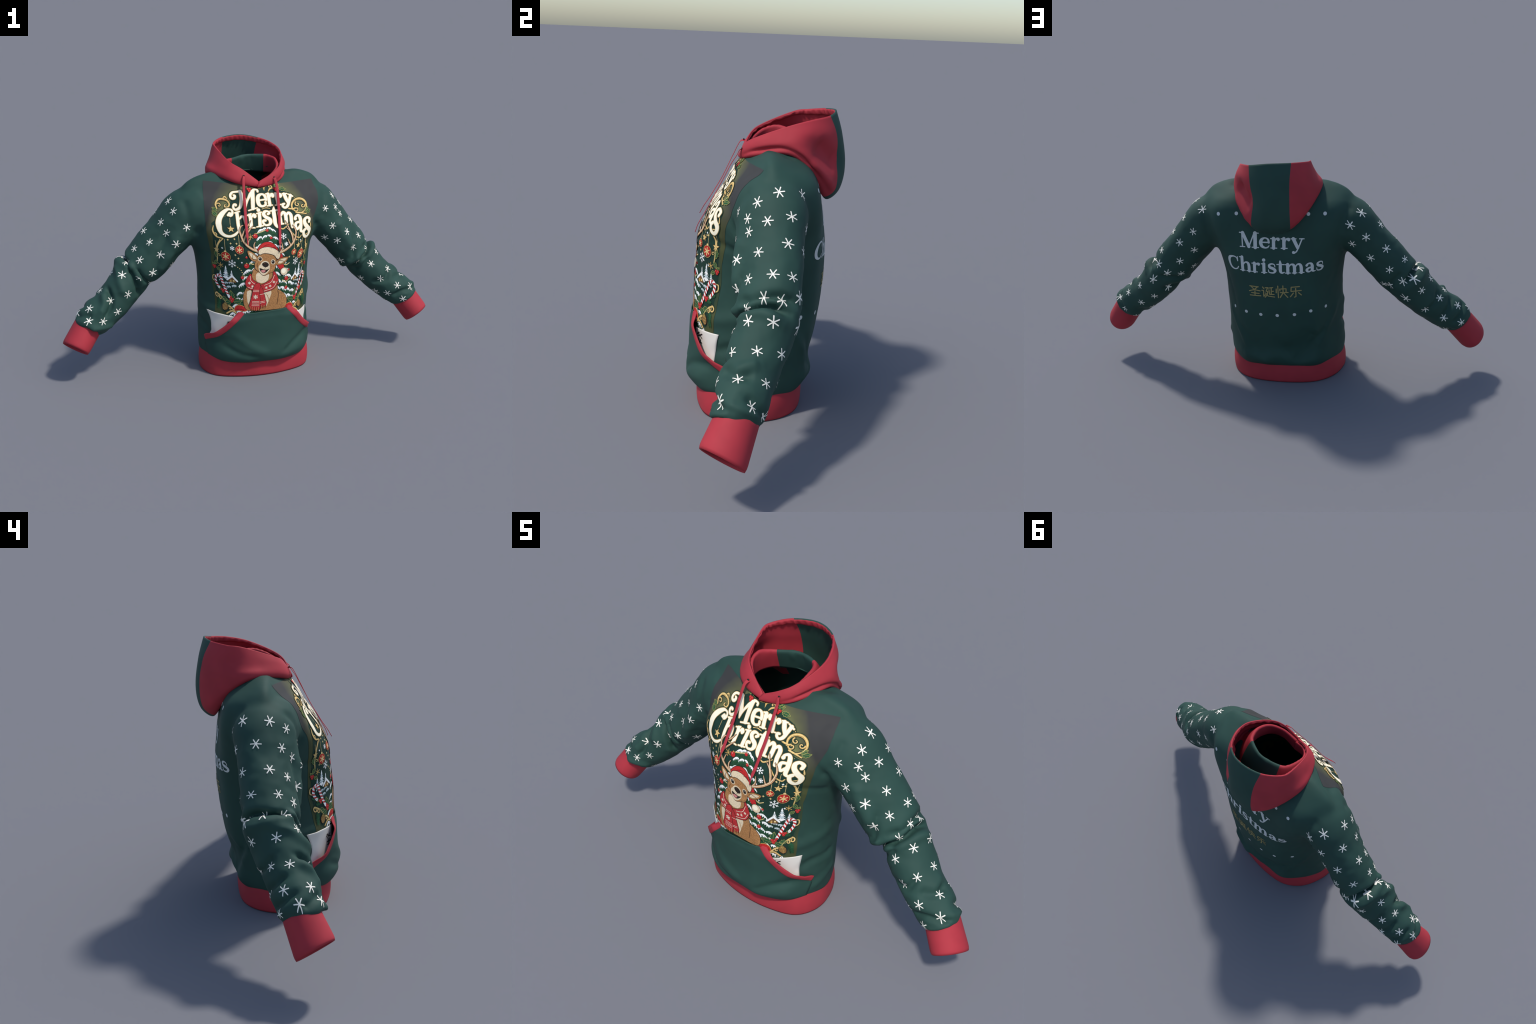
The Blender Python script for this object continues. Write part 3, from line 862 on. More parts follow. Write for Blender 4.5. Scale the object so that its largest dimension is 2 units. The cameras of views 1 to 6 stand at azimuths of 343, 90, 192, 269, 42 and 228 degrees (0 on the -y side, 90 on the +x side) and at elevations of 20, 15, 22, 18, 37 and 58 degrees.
# snow-laden fir behind the reindeer
def snow_pad(x, y, length, out, fingers=4, droop=.55):
    top, low = [], []
    for k in np.linspace(0, 1, 7):
        top.append((x + out*length*k, y + length*(.16*math.sin(k*math.pi) - droop*k*k)))
    n = fingers*2
    for i in range(n + 1):
        k = 1 - i/n; base = y + length*(-droop*k*k) - length*.10*(1 - abs(2*k-1)**3)
        low.append((x + out*length*k*.98 + (0 if i % 2 else out*length*.05), base - (length*.24*(.7 + .6*rng.random()) if i % 2 else 0)))
    return top + low[1:-1]
tree = Decal("fir_tree", level=2)
side = [(.011, .520)]
for k in range(10):
    y = .494 - .042*k; w = .034 + .0175*k
    side += [(.010 + w, y), (.008 + w*.70, y + .002)]
left = [(.022 - x, y) for x, y in side[1:]][::-1]
tree.poly(side + [(.14, .070), (-.118, .070)] + left, FIR, 0)
tree.done()
for k in range(12):
    y = .500 - .0360*k; w = .036 + .0160*k
    for out in (1, -1):
        n = 2 + (k + 1) // 3
        for j in range(n):
            x0 = .011 + out*(w*(j - .10)/n + .003)
            L = (.027 + .0011*k) * (.85 + .35*rng.random())
            yy = y - .010*j + .006*rng.random()
            d = Decal("snow_branch", level=4)
            d.poly(snow_pad(x0, yy, L, out), SNOW, 0)
            for q in np.linspace(.15, .95, 5):
                bx, by = x0 + out*L*q, yy - L*(.30 + .5*q*q)
                d.stroke([(bx, by), (bx + out*.004, by - .010)], LEAF, -.8, w=.0030)
            d.done()
for x, y, r in [(.012, .490, .0065), (-.048, .463, .0105), (.028, .452, .006), (-.098, .358, .005), (-.097, .314, .0115), (.108, .240, .010), (.110, .190, .0085), (-.118, .252, .0075), (.122, .283, .005), (.065, .215, .004)]:
    d = Decal("tree_bauble", level=6)
    d.disc(x, y, r*1.15, BERRY_DARK, 0).disc(x, y, r, BERRY, 1).disc(x - r*.3, y + r*.35, r*.28, PINK, 2).disc(x, y + r*1.15, r*.3, GOLD, 2); d.done()
for pts in ([(-.150, .310), (-.125, .292), (-.112, .262), (-.092, .246)], [(.088, .232), (.105, .222), (.128, .236)], [(-.080, .330), (-.066, .322), (-.050, .328)], [(.090, .318), (.106, .310), (.124, .318)], [(-.040, .476), (-.020, .482), (.002, .490)]):
    q = chord_spline(pts, 9); d = Decal("bead_garland", level=6)
    for x, y in q: d.disc(x, y, .0026, GOLD_LIGHT, 0, n=8)
    d.done()

# small frosted firs, cottage and snow bank on both sides
for out in (1, -1):
    for x, y, h, w in ((.202, .236, .062, .022), (.232, .230, .042, .017), (.172, .240, .040, .016)):
        d = Decal("frosted_fir", level=3)
        for k in range(5):
            yy = y + h*(.80 - .2*k); ww = w*(.28 + .2*k); hh = h*.30
            d.poly([(out*x, yy + hh), (out*(x + ww), yy - .002), (out*(x + ww*.5), yy + .003), (out*x, yy - .004), (out*(x - ww*.5), yy + .003), (out*(x - ww), yy - .002)], FROST if k % 2 else SNOW, 4 - k)
        d.done()
    for x, y, L in ((.158, .222, .030), (.188, .214, .028), (.214, .226, .026), (.176, .196, .026), (.196, .184, .022), (.146, .206, .026)):
        d = Decal("snow_bank", level=3); d.poly(snow_pad(out*x, y, L, out, 3, .2), FROST, 0); d.done()
    d = Decal("cottage", level=7); cx, cy = out*.168, .226
    d.poly([(cx - .020, cy - .006), (cx + .020, cy - .006), (cx + .020, cy + .010), (cx, cy + .026), (cx - .020, cy + .010)], BROWN, 0)
    d.poly([(cx - .010, cy - .006), (cx - .003, cy - .006), (cx - .003, cy + .008), (cx - .010, cy + .008)], GOLD, 1)
    d.poly([(cx + .004, cy), (cx + .012, cy), (cx + .012, cy + .008), (cx + .004, cy + .008)], GOLD_LIGHT, 1)
    d.stroke([(cx - .026, cy + .004, .008), (cx, cy + .028, .009), (cx + .026, cy + .004, .008)], SNOW, 2, straight=True); d.done()

# gold framework: columns, swags, curls
def gold(name, strokes, level=5):
    d = Decal(name, level=level)
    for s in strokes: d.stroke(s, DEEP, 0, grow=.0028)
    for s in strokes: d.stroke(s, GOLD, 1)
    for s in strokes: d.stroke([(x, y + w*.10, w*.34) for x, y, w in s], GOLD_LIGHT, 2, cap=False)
    d.done()
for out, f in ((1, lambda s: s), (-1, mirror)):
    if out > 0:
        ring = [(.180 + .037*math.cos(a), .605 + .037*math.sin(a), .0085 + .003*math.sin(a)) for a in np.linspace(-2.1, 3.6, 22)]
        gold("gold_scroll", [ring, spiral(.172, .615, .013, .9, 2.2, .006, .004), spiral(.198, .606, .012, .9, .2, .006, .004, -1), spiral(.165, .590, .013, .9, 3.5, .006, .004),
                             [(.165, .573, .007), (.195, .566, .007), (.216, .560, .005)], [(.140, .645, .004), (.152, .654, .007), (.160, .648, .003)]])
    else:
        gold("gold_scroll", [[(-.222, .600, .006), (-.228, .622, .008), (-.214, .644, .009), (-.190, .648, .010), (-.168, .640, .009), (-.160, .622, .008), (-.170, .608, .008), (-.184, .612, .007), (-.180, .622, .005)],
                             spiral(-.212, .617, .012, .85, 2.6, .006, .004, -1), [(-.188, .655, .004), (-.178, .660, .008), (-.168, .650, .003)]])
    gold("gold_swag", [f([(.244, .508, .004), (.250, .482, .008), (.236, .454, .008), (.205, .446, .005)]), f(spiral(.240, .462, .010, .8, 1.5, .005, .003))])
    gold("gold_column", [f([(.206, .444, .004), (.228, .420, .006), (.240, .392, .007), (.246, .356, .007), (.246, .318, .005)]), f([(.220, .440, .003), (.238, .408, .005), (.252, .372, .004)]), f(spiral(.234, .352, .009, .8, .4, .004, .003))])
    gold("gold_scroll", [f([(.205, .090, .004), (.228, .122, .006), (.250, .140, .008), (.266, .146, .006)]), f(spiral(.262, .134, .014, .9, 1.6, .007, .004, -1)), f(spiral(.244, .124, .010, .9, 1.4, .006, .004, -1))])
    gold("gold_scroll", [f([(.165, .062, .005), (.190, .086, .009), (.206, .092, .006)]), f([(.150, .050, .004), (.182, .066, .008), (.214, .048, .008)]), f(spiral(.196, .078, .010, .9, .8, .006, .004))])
    gold("gold_hook", [f([(.262, .205, .004), (.276, .215, .006), (.274, .235, .006), (.262, .238, .004)])])
gold("gold_ribbon", [[(-.098, .497, .003), (-.060, .502, .005), (-.020, .512, .004), (.000, .514, .002)], [(.060, .512, .003), (.085, .494, .006), (.100, .500, .006), (.120, .516, .004)], [(.095, .612, .004), (.120, .598, .006), (.150, .592, .008), (.160, .597, .006)], [(.002, .600, .003), (.018, .606, .005), (.038, .602, .003)]])
gold("gold_ribbon", [[(.128, .480, .003), (.150, .452, .006), (.178, .440, .006), (.188, .450, .005)], [(.040, .690, .004), (.048, .702, .007), (.060, .706, .005), (.078, .696, .003)], spiral(.050, .714, .010, .8, -.4, .006, .004)])
for x, y, r, n in ((.022, .722, .030, 4),):
    Decal("gold_star", level=5).poly(star_points(x, y, r, n, .25), GOLD, 0).done()

# hanging ornaments
def chain(d, x, y0, y1):
    for k, y in enumerate(np.arange(y0, y1, .0052)): d.disc(x, y, .0013, GOLD_LIGHT, 0, n=6, ry=.0021)
def snow_crystal(d, x, y, r, mat, z=0, w=.0028, rot=0., barbs=True):
    for k in range(3):
        a = rot + k*math.pi/3 + math.pi/2; c, s = math.cos(a), math.sin(a)
        d.stroke([(x - r*c, y - r*s), (x + r*c, y + r*s)], mat, z + k*.5, w=w)
        if barbs:
            for e in (1, -1):
                for da in (.75, -.75):
                    bx, by = x + e*r*.55*c, y + e*r*.55*s
                    d.stroke([(bx, by), (bx + e*r*.32*math.cos(a + da), by + e*r*.32*math.sin(a + da))], mat, z + 1.5 + k*.2, w=w*.8)
def bauble(x, y, r, top):
    d = Decal("bauble", level=6)
    chain(d, x, y + r*1.35, top)
    d.disc(x, y, r*1.16, DEEP, 1).disc(x, y, r*1.07, GOLD, 2).disc(x, y, r*.98, BERRY_DARK, 3).disc(x - r*.05, y + r*.07, r*.86, BERRY, 4)
    d.poly([(x - r*.25, y + r*.98), (x + r*.25, y + r*.98), (x + r*.20, y + r*1.32), (x - r*.20, y + r*1.32)], GOLD_LIGHT, 5)
    snow_crystal(d, x, y, r*.66, GOLD_LIGHT, 5, w=r*.19, barbs=False); d.done()
def gold_star(x, y, r, top=None):
    d = Decal("gold_star", level=6)
    if top: chain(d, x, y + r*.9, top)
    d.poly(star_points(x, y, r*1.22), OUTLINE, 1).poly(star_points(x, y, r), GOLD, 2)
    for k in range(5):
        a = math.pi/2 + k*2*math.pi/5
        d.poly([(x, y), (x + r*.93*math.cos(a), y + r*.93*math.sin(a)), (x + r*.40*math.cos(a + math.pi/5), y + r*.40*math.sin(a + math.pi/5))], GOLD_LIGHT, 3)
    d.done()
for out in (1, -1):
    bauble(out*.199, .353, .0235, .446); gold_star(out*.245, .382, .0165, .430)
    snow = Decal("snow_crystal", level=6); snow_crystal(snow, out*.168, .320, .0200, SNOW); snow.done()
    fl = Decal("gold_crystal", level=6); snow_crystal(fl, out*.228, .302, .0140, GOLD, w=.0026, barbs=False); fl.done()
bauble(-.129, .394, .0195, .470); bauble(.145, .371, .0150, .440)
gold_star(.171, .402, .0165, .470); gold_star(-.162, .497, .0185, .552)
for x, y, r, mt in ((-.164, .400, .011, SNOW), (.088, .457, .0155, SNOW), (-.073, .460, .0150, GOLD), (.100, .418, .010, SNOW)):
    d = Decal("snow_crystal" if mt is SNOW else "gold_crystal", level=6); snow_crystal(d, x, y, r, mt, w=.0024, barbs=mt is SNOW); d.done()
for x, y in ((-.170, .424), (-.142, .425), (-.151, .367), (-.137, .351), (.150, .345), (.120, .350), (.186, .415), (-.115, .440), (.160, .432), (-.218, .331), (.212, .334), (.196, .418), (-.182, .442), (-.150, .448), (.102, .560), (.112, .648), (-.100, .645), (-.131, .655), (.190, .548)):
    Decal("gold_spark", level=5).poly(star_points(x, y, .0062, 4, .38), GOLD_LIGHT, 0).done()
for x, y in ((-.214, .395), (.186, .425), (.212, .300), (-.120, .330)):
    Decal("snow_spark", level=5).poly(star_points(x, y, .0055, 4, .5), SNOW, 0).done()

# holly, fir sprigs, berries, cones, canes and bows
def holly(x, y, ang, L=.034, name="holly_leaf"):
    d = Decal(name, level=6); c, s = math.cos(ang), math.sin(ang); pts = []
    n = 9
    for sd in (1, -1):
        ks = range(n) if sd > 0 else range(n - 1, -1, -1)
        for i in ks:
            k = i/(n - 1); w = L*.34*math.sin(min(k*1.08, 1)*math.pi)**.7*(1 if i % 2 else .62)
            px, py = L*k, sd*w
            pts.append((x + px*c - py*s, y + px*s + py*c))
    d.poly([(x + (px - x)*1.0, py) for px, py in pts], LEAF, 1)
    d.stroke(pts, LEAF_EDGE, 2, w=.0017, closed=True, straight=True, gap=.006)
    d.stroke([(x, y), (x + L*.92*c, y + L*.92*s)], LEAF_EDGE, 3, w=.0014); d.done()
def sprig(x, y, ang, L=.045):
    d = Decal("fir_sprig", level=5); c, s = math.cos(ang), math.sin(ang)
    d.stroke([(x, y), (x + L*c, y + L*s)], LEAF, 0, w=.004)
    for k in np.linspace(.08, 1, 8):
        for sd in (1, -1):
            a = ang + sd*.75; q = L*.30*(1.15 - k*.6)
            d.stroke([(x + L*k*c, y + L*k*s), (x + L*k*c + q*math.cos(a), y + L*k*s + q*math.sin(a))], LEAF if sd > 0 else FIR, 1 + .1*sd, w=.0042)
    d.done()
def berries(x, y, r=.0075, n=3):
    for k in range(n):
        a = 2*math.pi*k/n + .5
        d = Decal("berry", level=9 + .3*k); bx, by = x + r*.95*math.cos(a), y + r*.95*math.sin(a)
        d.disc(bx, by, r*1.15, OUTLINE, 0).disc(bx, by, r, BERRY, 1).disc(bx - r*.3, by + r*.3, r*.26, PINK, 2, n=8); d.done()
for out in (1, -1):
    dr = lambda a: a if out > 0 else math.pi - a
    for x, y, a, L in ((.250, .336, 1.5, .040), (.262, .300, 2.2, .030), (.262, .290, .9, .022), (.252, .285, -2.6, .026), (.176, .124, 1.5, .052), (.172, .118, 2.9, .050), (.185, .118, -.5, .046), (.228, .170, .6, .030), (.205, .120, .25, .038)):
        holly(out*x, y, dr(a), L)
    for x, y, a, L in ((.252, .125, -1.35, .055), (.150, .100, 2.8, .040), (.100, .085, .5, .035), (.060, .084, 2.4, .035), (.242, .180, .4, .026), (.208, .165, -.2, .04)):
        sprig(out*x, y, dr(a), L)
    berries(out*.180, .126); berries(out*.188, .137, .0065, 1); berries(out*.222, .168, .0065); berries(out*.264, .287, .006)
    d = Decal("pine_cone", level=7); x, y = out*.222, .083
    d.disc(x, y, .0185, OUTLINE, 0, ry=.0235, rot=out*.5).disc(x, y, .0165, BROWN, 1, ry=.0215, rot=out*.5)
    for i in range(-3, 4):
        for j in range(-2, 3):
            px, py = j*.0066 + (i % 2)*.0033, i*.0056
            if (px/.015)**2 + (py/.020)**2 < 1:
                c, s = math.cos(out*.5), math.sin(out*.5)
                d.disc(x + px*c - py*s, y + px*s + py*c, .0024, GOLD, 2, n=8, ry=.0018)
    d.done()
    # striped candy cane
    d = Decal("candy_cane", level=8)
    path = chord_spline([(out*px, py) for px, py in ((.243, .180), (.256, .205), (.257, .230), (.244, .244), (.229, .238), (.219, .212), (.205, .170), (.193, .140))], 60)
    w = .0135
    d.stroke(path, OUTLINE, 0, w=w + .004); d.stroke(path, SNOW, 1, w=w)
    L = np.concatenate([[0], np.cumsum(np.linalg.norm(np.diff(path, axis=0), axis=1))])
    T = np.gradient(path, axis=0); T /= np.linalg.norm(T, axis=1)[:, None]; N = np.column_stack([-T[:, 1], T[:, 0]])
    at = lambda s, A: np.array([np.interp(s, L, A[:, 0]), np.interp(s, L, A[:, 1])])
    for s0 in np.arange(.004, L[-1] - .014, .0165):
        quad = []
        for k in np.linspace(-1, 1, 4): quad.append(at(s0 + .004*k + .004, path) + at(s0 + .004*k + .004, N)*k*w/2)
        for k in np.linspace(1, -1, 4): quad.append(at(s0 + .004*k + .012, path) + at(s0 + .004*k + .012, N)*k*w/2)
        d.poly(quad, BERRY, 2)
    d.done()
    d = Decal("red_bow", level=7)
    pts = [(out*x, y) for x, y in ((.168, .069), (.164, .090), (.144, .103), (.118, .097), (.094, .085), (.116, .073), (.145, .076))]
    d.outlined(pts, BERRY, GOLD, .0028, 0); d.stroke([(out*.160, .074), (out*.146, .082), (out*.118, .079)], BERRY_DARK, 3, w=.003); d.done()
for x, y, a, L in ((-.030, .716, 2.5, .03), (.062, .706, .5, .038), (.070, .712, 1.0, .036), (-.225, .560, 2.2, .036), (-.222, .590, 2.6, .030), (.214, .566, .5, .034), (.208, .575, .9, .028), (-.062, .712, 1.9, .034), (.090, .700, -.1, .034)):
    holly(x, y, a, L)
berries(-.052, .700, .0065); berries(.075, .700, .0065)
# ------------------------------------------------------------------ reindeer in red hat and scarf
def shape(name, pts, fill, edge=OUTLINE, w=.0022, level=9, smooth=3):
    d = Decal(name, level=level); d.outlined(pts, fill, edge, w, 0, smooth); return d
d = shape("reindeer_body", [(-.057, .301), (-.071, .268), (-.076, .244), (-.101, .196), (-.117, .154), (-.116, .105), (-.100, .080), (-.033, .075), (.064, .078), (.112, .085), (.120, .124), (.108, .152), (.080, .176), (.063, .185), (.058, .214), (.036, .274)], FUR)
d.poly([(-.051, .270), (-.033, .279), (-.013, .264), (.013, .268), (.009, .238), (-.016, .223), (-.047, .233)], FUR_PALE, 2, smooth=3)
d.poly([(-.097, .181), (-.073, .185), (-.078, .105), (-.096, .112)], FUR_PALE, 2, smooth=2)
d.poly([(-.019, .175), (.028, .180), (.023, .147), (.001, .096), (-.011, .134)], FUR_PALE, 2, smooth=2)
d.stroke([(.063, .181, .002), (.069, .157, .003), (.063, .106, .003)], FUR_DARK, 3)
d.stroke([(-.072, .184, .001), (-.080, .150, .002), (-.079, .108, .002)], FUR_DARK, 3)
for k in range(7): d.stroke([(-.002 + .004*k, .168 - .006*k), (.012 + .001*k, .150 - .007*k)], FUR, 3, w=.0012)
d.done()
for out, ear, inner in ((-1, [(-.091, .392), (-.068, .383), (-.048, .362), (-.041, .346), (-.053, .337), (-.074, .345), (-.086, .364)], [(-.084, .384), (-.066, .374), (-.052, .358), (-.050, .346), (-.068, .352), (-.079, .366)]),
                        (1, [(.113, .350), (.101, .329), (.075, .315), (.046, .318), (.052, .335), (.070, .347), (.090, .352)], [(.104, .345), (.092, .331), (.074, .322), (.058, .324), (.066, .337), (.084, .345)])):
    d = shape("reindeer_ear", ear, FUR, level=12); d.poly(inner, FUR_PALE, 2, smooth=3)
    d.stroke([inner[1], inner[4], inner[3]], FUR_DARK, 3, w=.0025); d.done()
def antler(strokes):
    d = Decal("reindeer_antler", level=11)
    for s in strokes: d.stroke(s, OUTLINE, 0, grow=.0018)
    for s in strokes: d.stroke(s, ANTLER, 1)
    for s in strokes: d.stroke([(x - .0012, y + .001, w*.3) for x, y, w in s], FUR_PALE, 2, cap=False)
    d.done()
antler([[(-.036, .384, .010), (-.067, .399, .011), (-.093, .419, .010), (-.108, .440, .010), (-.117, .468, .009), (-.121, .490, .007), (-.113, .510, .005), (-.100, .517, .002)],
        [(-.112, .462, .006), (-.097, .494, .006), (-.076, .518, .005), (-.062, .540, .002)],
        [(-.106, .436, .006), (-.095, .466, .007), (-.076, .490, .006), (-.056, .512, .002)],
        [(-.088, .414, .006), (-.085, .430, .005), (-.078, .450, .002)], [(-.043, .389, .007), (-.057, .406, .006), (-.058, .421, .005), (-.051, .434, .002)]])
antler([[(.064, .374, .010), (.093, .388, .011), (.121, .406, .010), (.144, .430, .010), (.154, .466, .008), (.148, .492, .006), (.136, .508, .002)],
        [(.137, .425, .007), (.133, .457, .009), (.118, .495, .006), (.103, .533, .002)],
        [(.130, .462, .005), (.122, .480, .005), (.104, .500, .002)],
        [(.124, .408, .006), (.117, .421, .005), (.108, .443, .002)], [(.070, .380, .007), (.080, .399, .006), (.077, .426, .002)]])
d = shape("reindeer_head", [(-.051, .341), (-.041, .365), (-.013, .380), (.021, .377), (.048, .355), (.049, .320), (.040, .285), (.013, .272), (-.013, .262), (-.033, .280), (-.053, .296), (-.058, .322)], FUR, level=12)
d.poly([(-.022, .332), (-.006, .338), (.013, .328), (.018, .296), (.007, .277), (-.015, .264), (-.034, .283), (-.039, .308), (-.030, .320)], FUR_PALE, 2, smooth=3)
d.poly([(-.034, .302), (-.016, .295), (.003, .292), (.017, .298), (.004, .282), (-.014, .274), (-.029, .285)], OUTLINE, 3, smooth=2)
d.poly([(-.027, .288), (-.016, .291), (-.003, .287), (-.013, .277), (-.022, .281)], PINK, 4, smooth=3)
d.poly([(-.021, .324), (-.004, .332), (.012, .321), (.009, .309), (-.004, .305), (-.016, .311)], OUTLINE, 4, smooth=3)
d.disc(-.008, .324, .004, FUR_DARK, 5, ry=.002)
d.stroke([(-.004, .306), (-.008, .297)], OUTLINE, 4, w=.0018)
for x, y, r in ((-.031, .349, .55), (.034, .331, .3)):
    d.disc(x, y, .0112, FUR_PALE, 2, ry=.0135, rot=r).disc(x, y, .0078, OUTLINE, 3, ry=.0098, rot=r).disc(x - .002, y + .004, .0018, SNOW, 4, n=8)
d.stroke([(-.040, .335, .001), (-.046, .315, .003), (-.040, .300, .001)], FUR_DARK, 2); d.done()
# scarf
d = shape("reindeer_scarf", [(-.077, .274), (-.070, .246), (-.040, .222), (-.030, .214), (.001, .225), (.033, .250), (.038, .283), (.056, .258), (.062, .229), (.040, .190), (-.019, .174), (-.050, .190), (-.070, .189), (-.088, .196), (-.102, .218), (-.098, .245)], SCARF, level=14)
for pts in ([(-.080, .262), (-.078, .240), (-.055, .218), (-.030, .206)], [(-.092, .206), (-.074, .197), (-.055, .196)], [(-.010, .211), (.025, .226), (.042, .262)], [(-.012, .180), (.036, .196), (.056, .228)]):
    d.stroke(pts, CREAM, 3, w=.0018)
for x, y in ((-.084, .226), (-.069, .208), (.000, .198), (.020, .206), (.040, .226)):
    snow_crystal(d, x, y, .0068, CREAM, 3, w=.0020, barbs=False)
d.done()
d = shape("scarf_tail", [(-.038, .218), (-.019, .192), (-.008, .150), (.002, .104), (-.028, .094), (-.037, .155)], SCARF, level=16, smooth=2)
for y in (.125, .118, .165): d.stroke([(-.033, y - .002), (-.006, y + .002)], CREAM, 3, w=.0016)
for k in range(6): d.stroke([(-.025 + .0045*k, .104), (-.026 + .005*k, .088)], BERRY_DARK if k % 2 else GOLD, 3, w=.0018)
d.done()
d = shape("scarf_tail", [(-.060, .214), (-.045, .225), (-.031, .220), (-.036, .175), (-.033, .082), (-.090, .090), (-.075, .154)], SCARF, level=18, smooth=2)
for y in (.188, .180, .128, .120, .113, .104): d.stroke([(-.066 - (.19 - y)*.13, y + .001), (-.038, y - .001)], CREAM, 3, w=.0016)
snow_crystal(d, -.056, .152, .0115, CREAM, 3, w=.0022)
for k in range(10): d.stroke([(-.086 + .0055*k, .100 - .0008*k), (-.088 + .0058*k, .078)], BERRY_DARK if k % 2 else GOLD, 3, w=.0018)
d.done()
# hat
d = shape("hat_tail", [(.062, .372), (.074, .370), (.083, .354), (.089, .315), (.094, .296), (.074, .290), (.058, .312), (.054, .338)], BERRY, level=11); d.done()
d = shape("hat_crown", [(-.043, .392), (-.029, .416), (-.006, .430), (.019, .431), (.041, .417), (.058, .390), (.060, .372), (.010, .388), (-.030, .386)], BERRY, level=15)
d.stroke([(-.020, .404, .001), (.000, .416, .003), (.018, .420, .001)], BERRY_DARK, 3); d.stroke([(.022, .400, .001), (.040, .404, .003), (.052, .390, .001)], BERRY_DARK, 3); d.done()
d = shape("hat_brim", [(-.038, .376), (-.034, .395), (-.007, .406), (.023, .404), (.054, .388), (.068, .368), (.061, .346), (.050, .350), (.040, .364), (.014, .374), (-.013, .377), (-.030, .371)], FUR_PALE, level=17); d.done()
d = Decal("hat_pompom", level=15); d.disc(.094, .278, .0215, OUTLINE, 0).disc(.094, .278, .0195, FUR_PALE, 1).disc(.091, .281, .012, CREAM, 2); d.done()

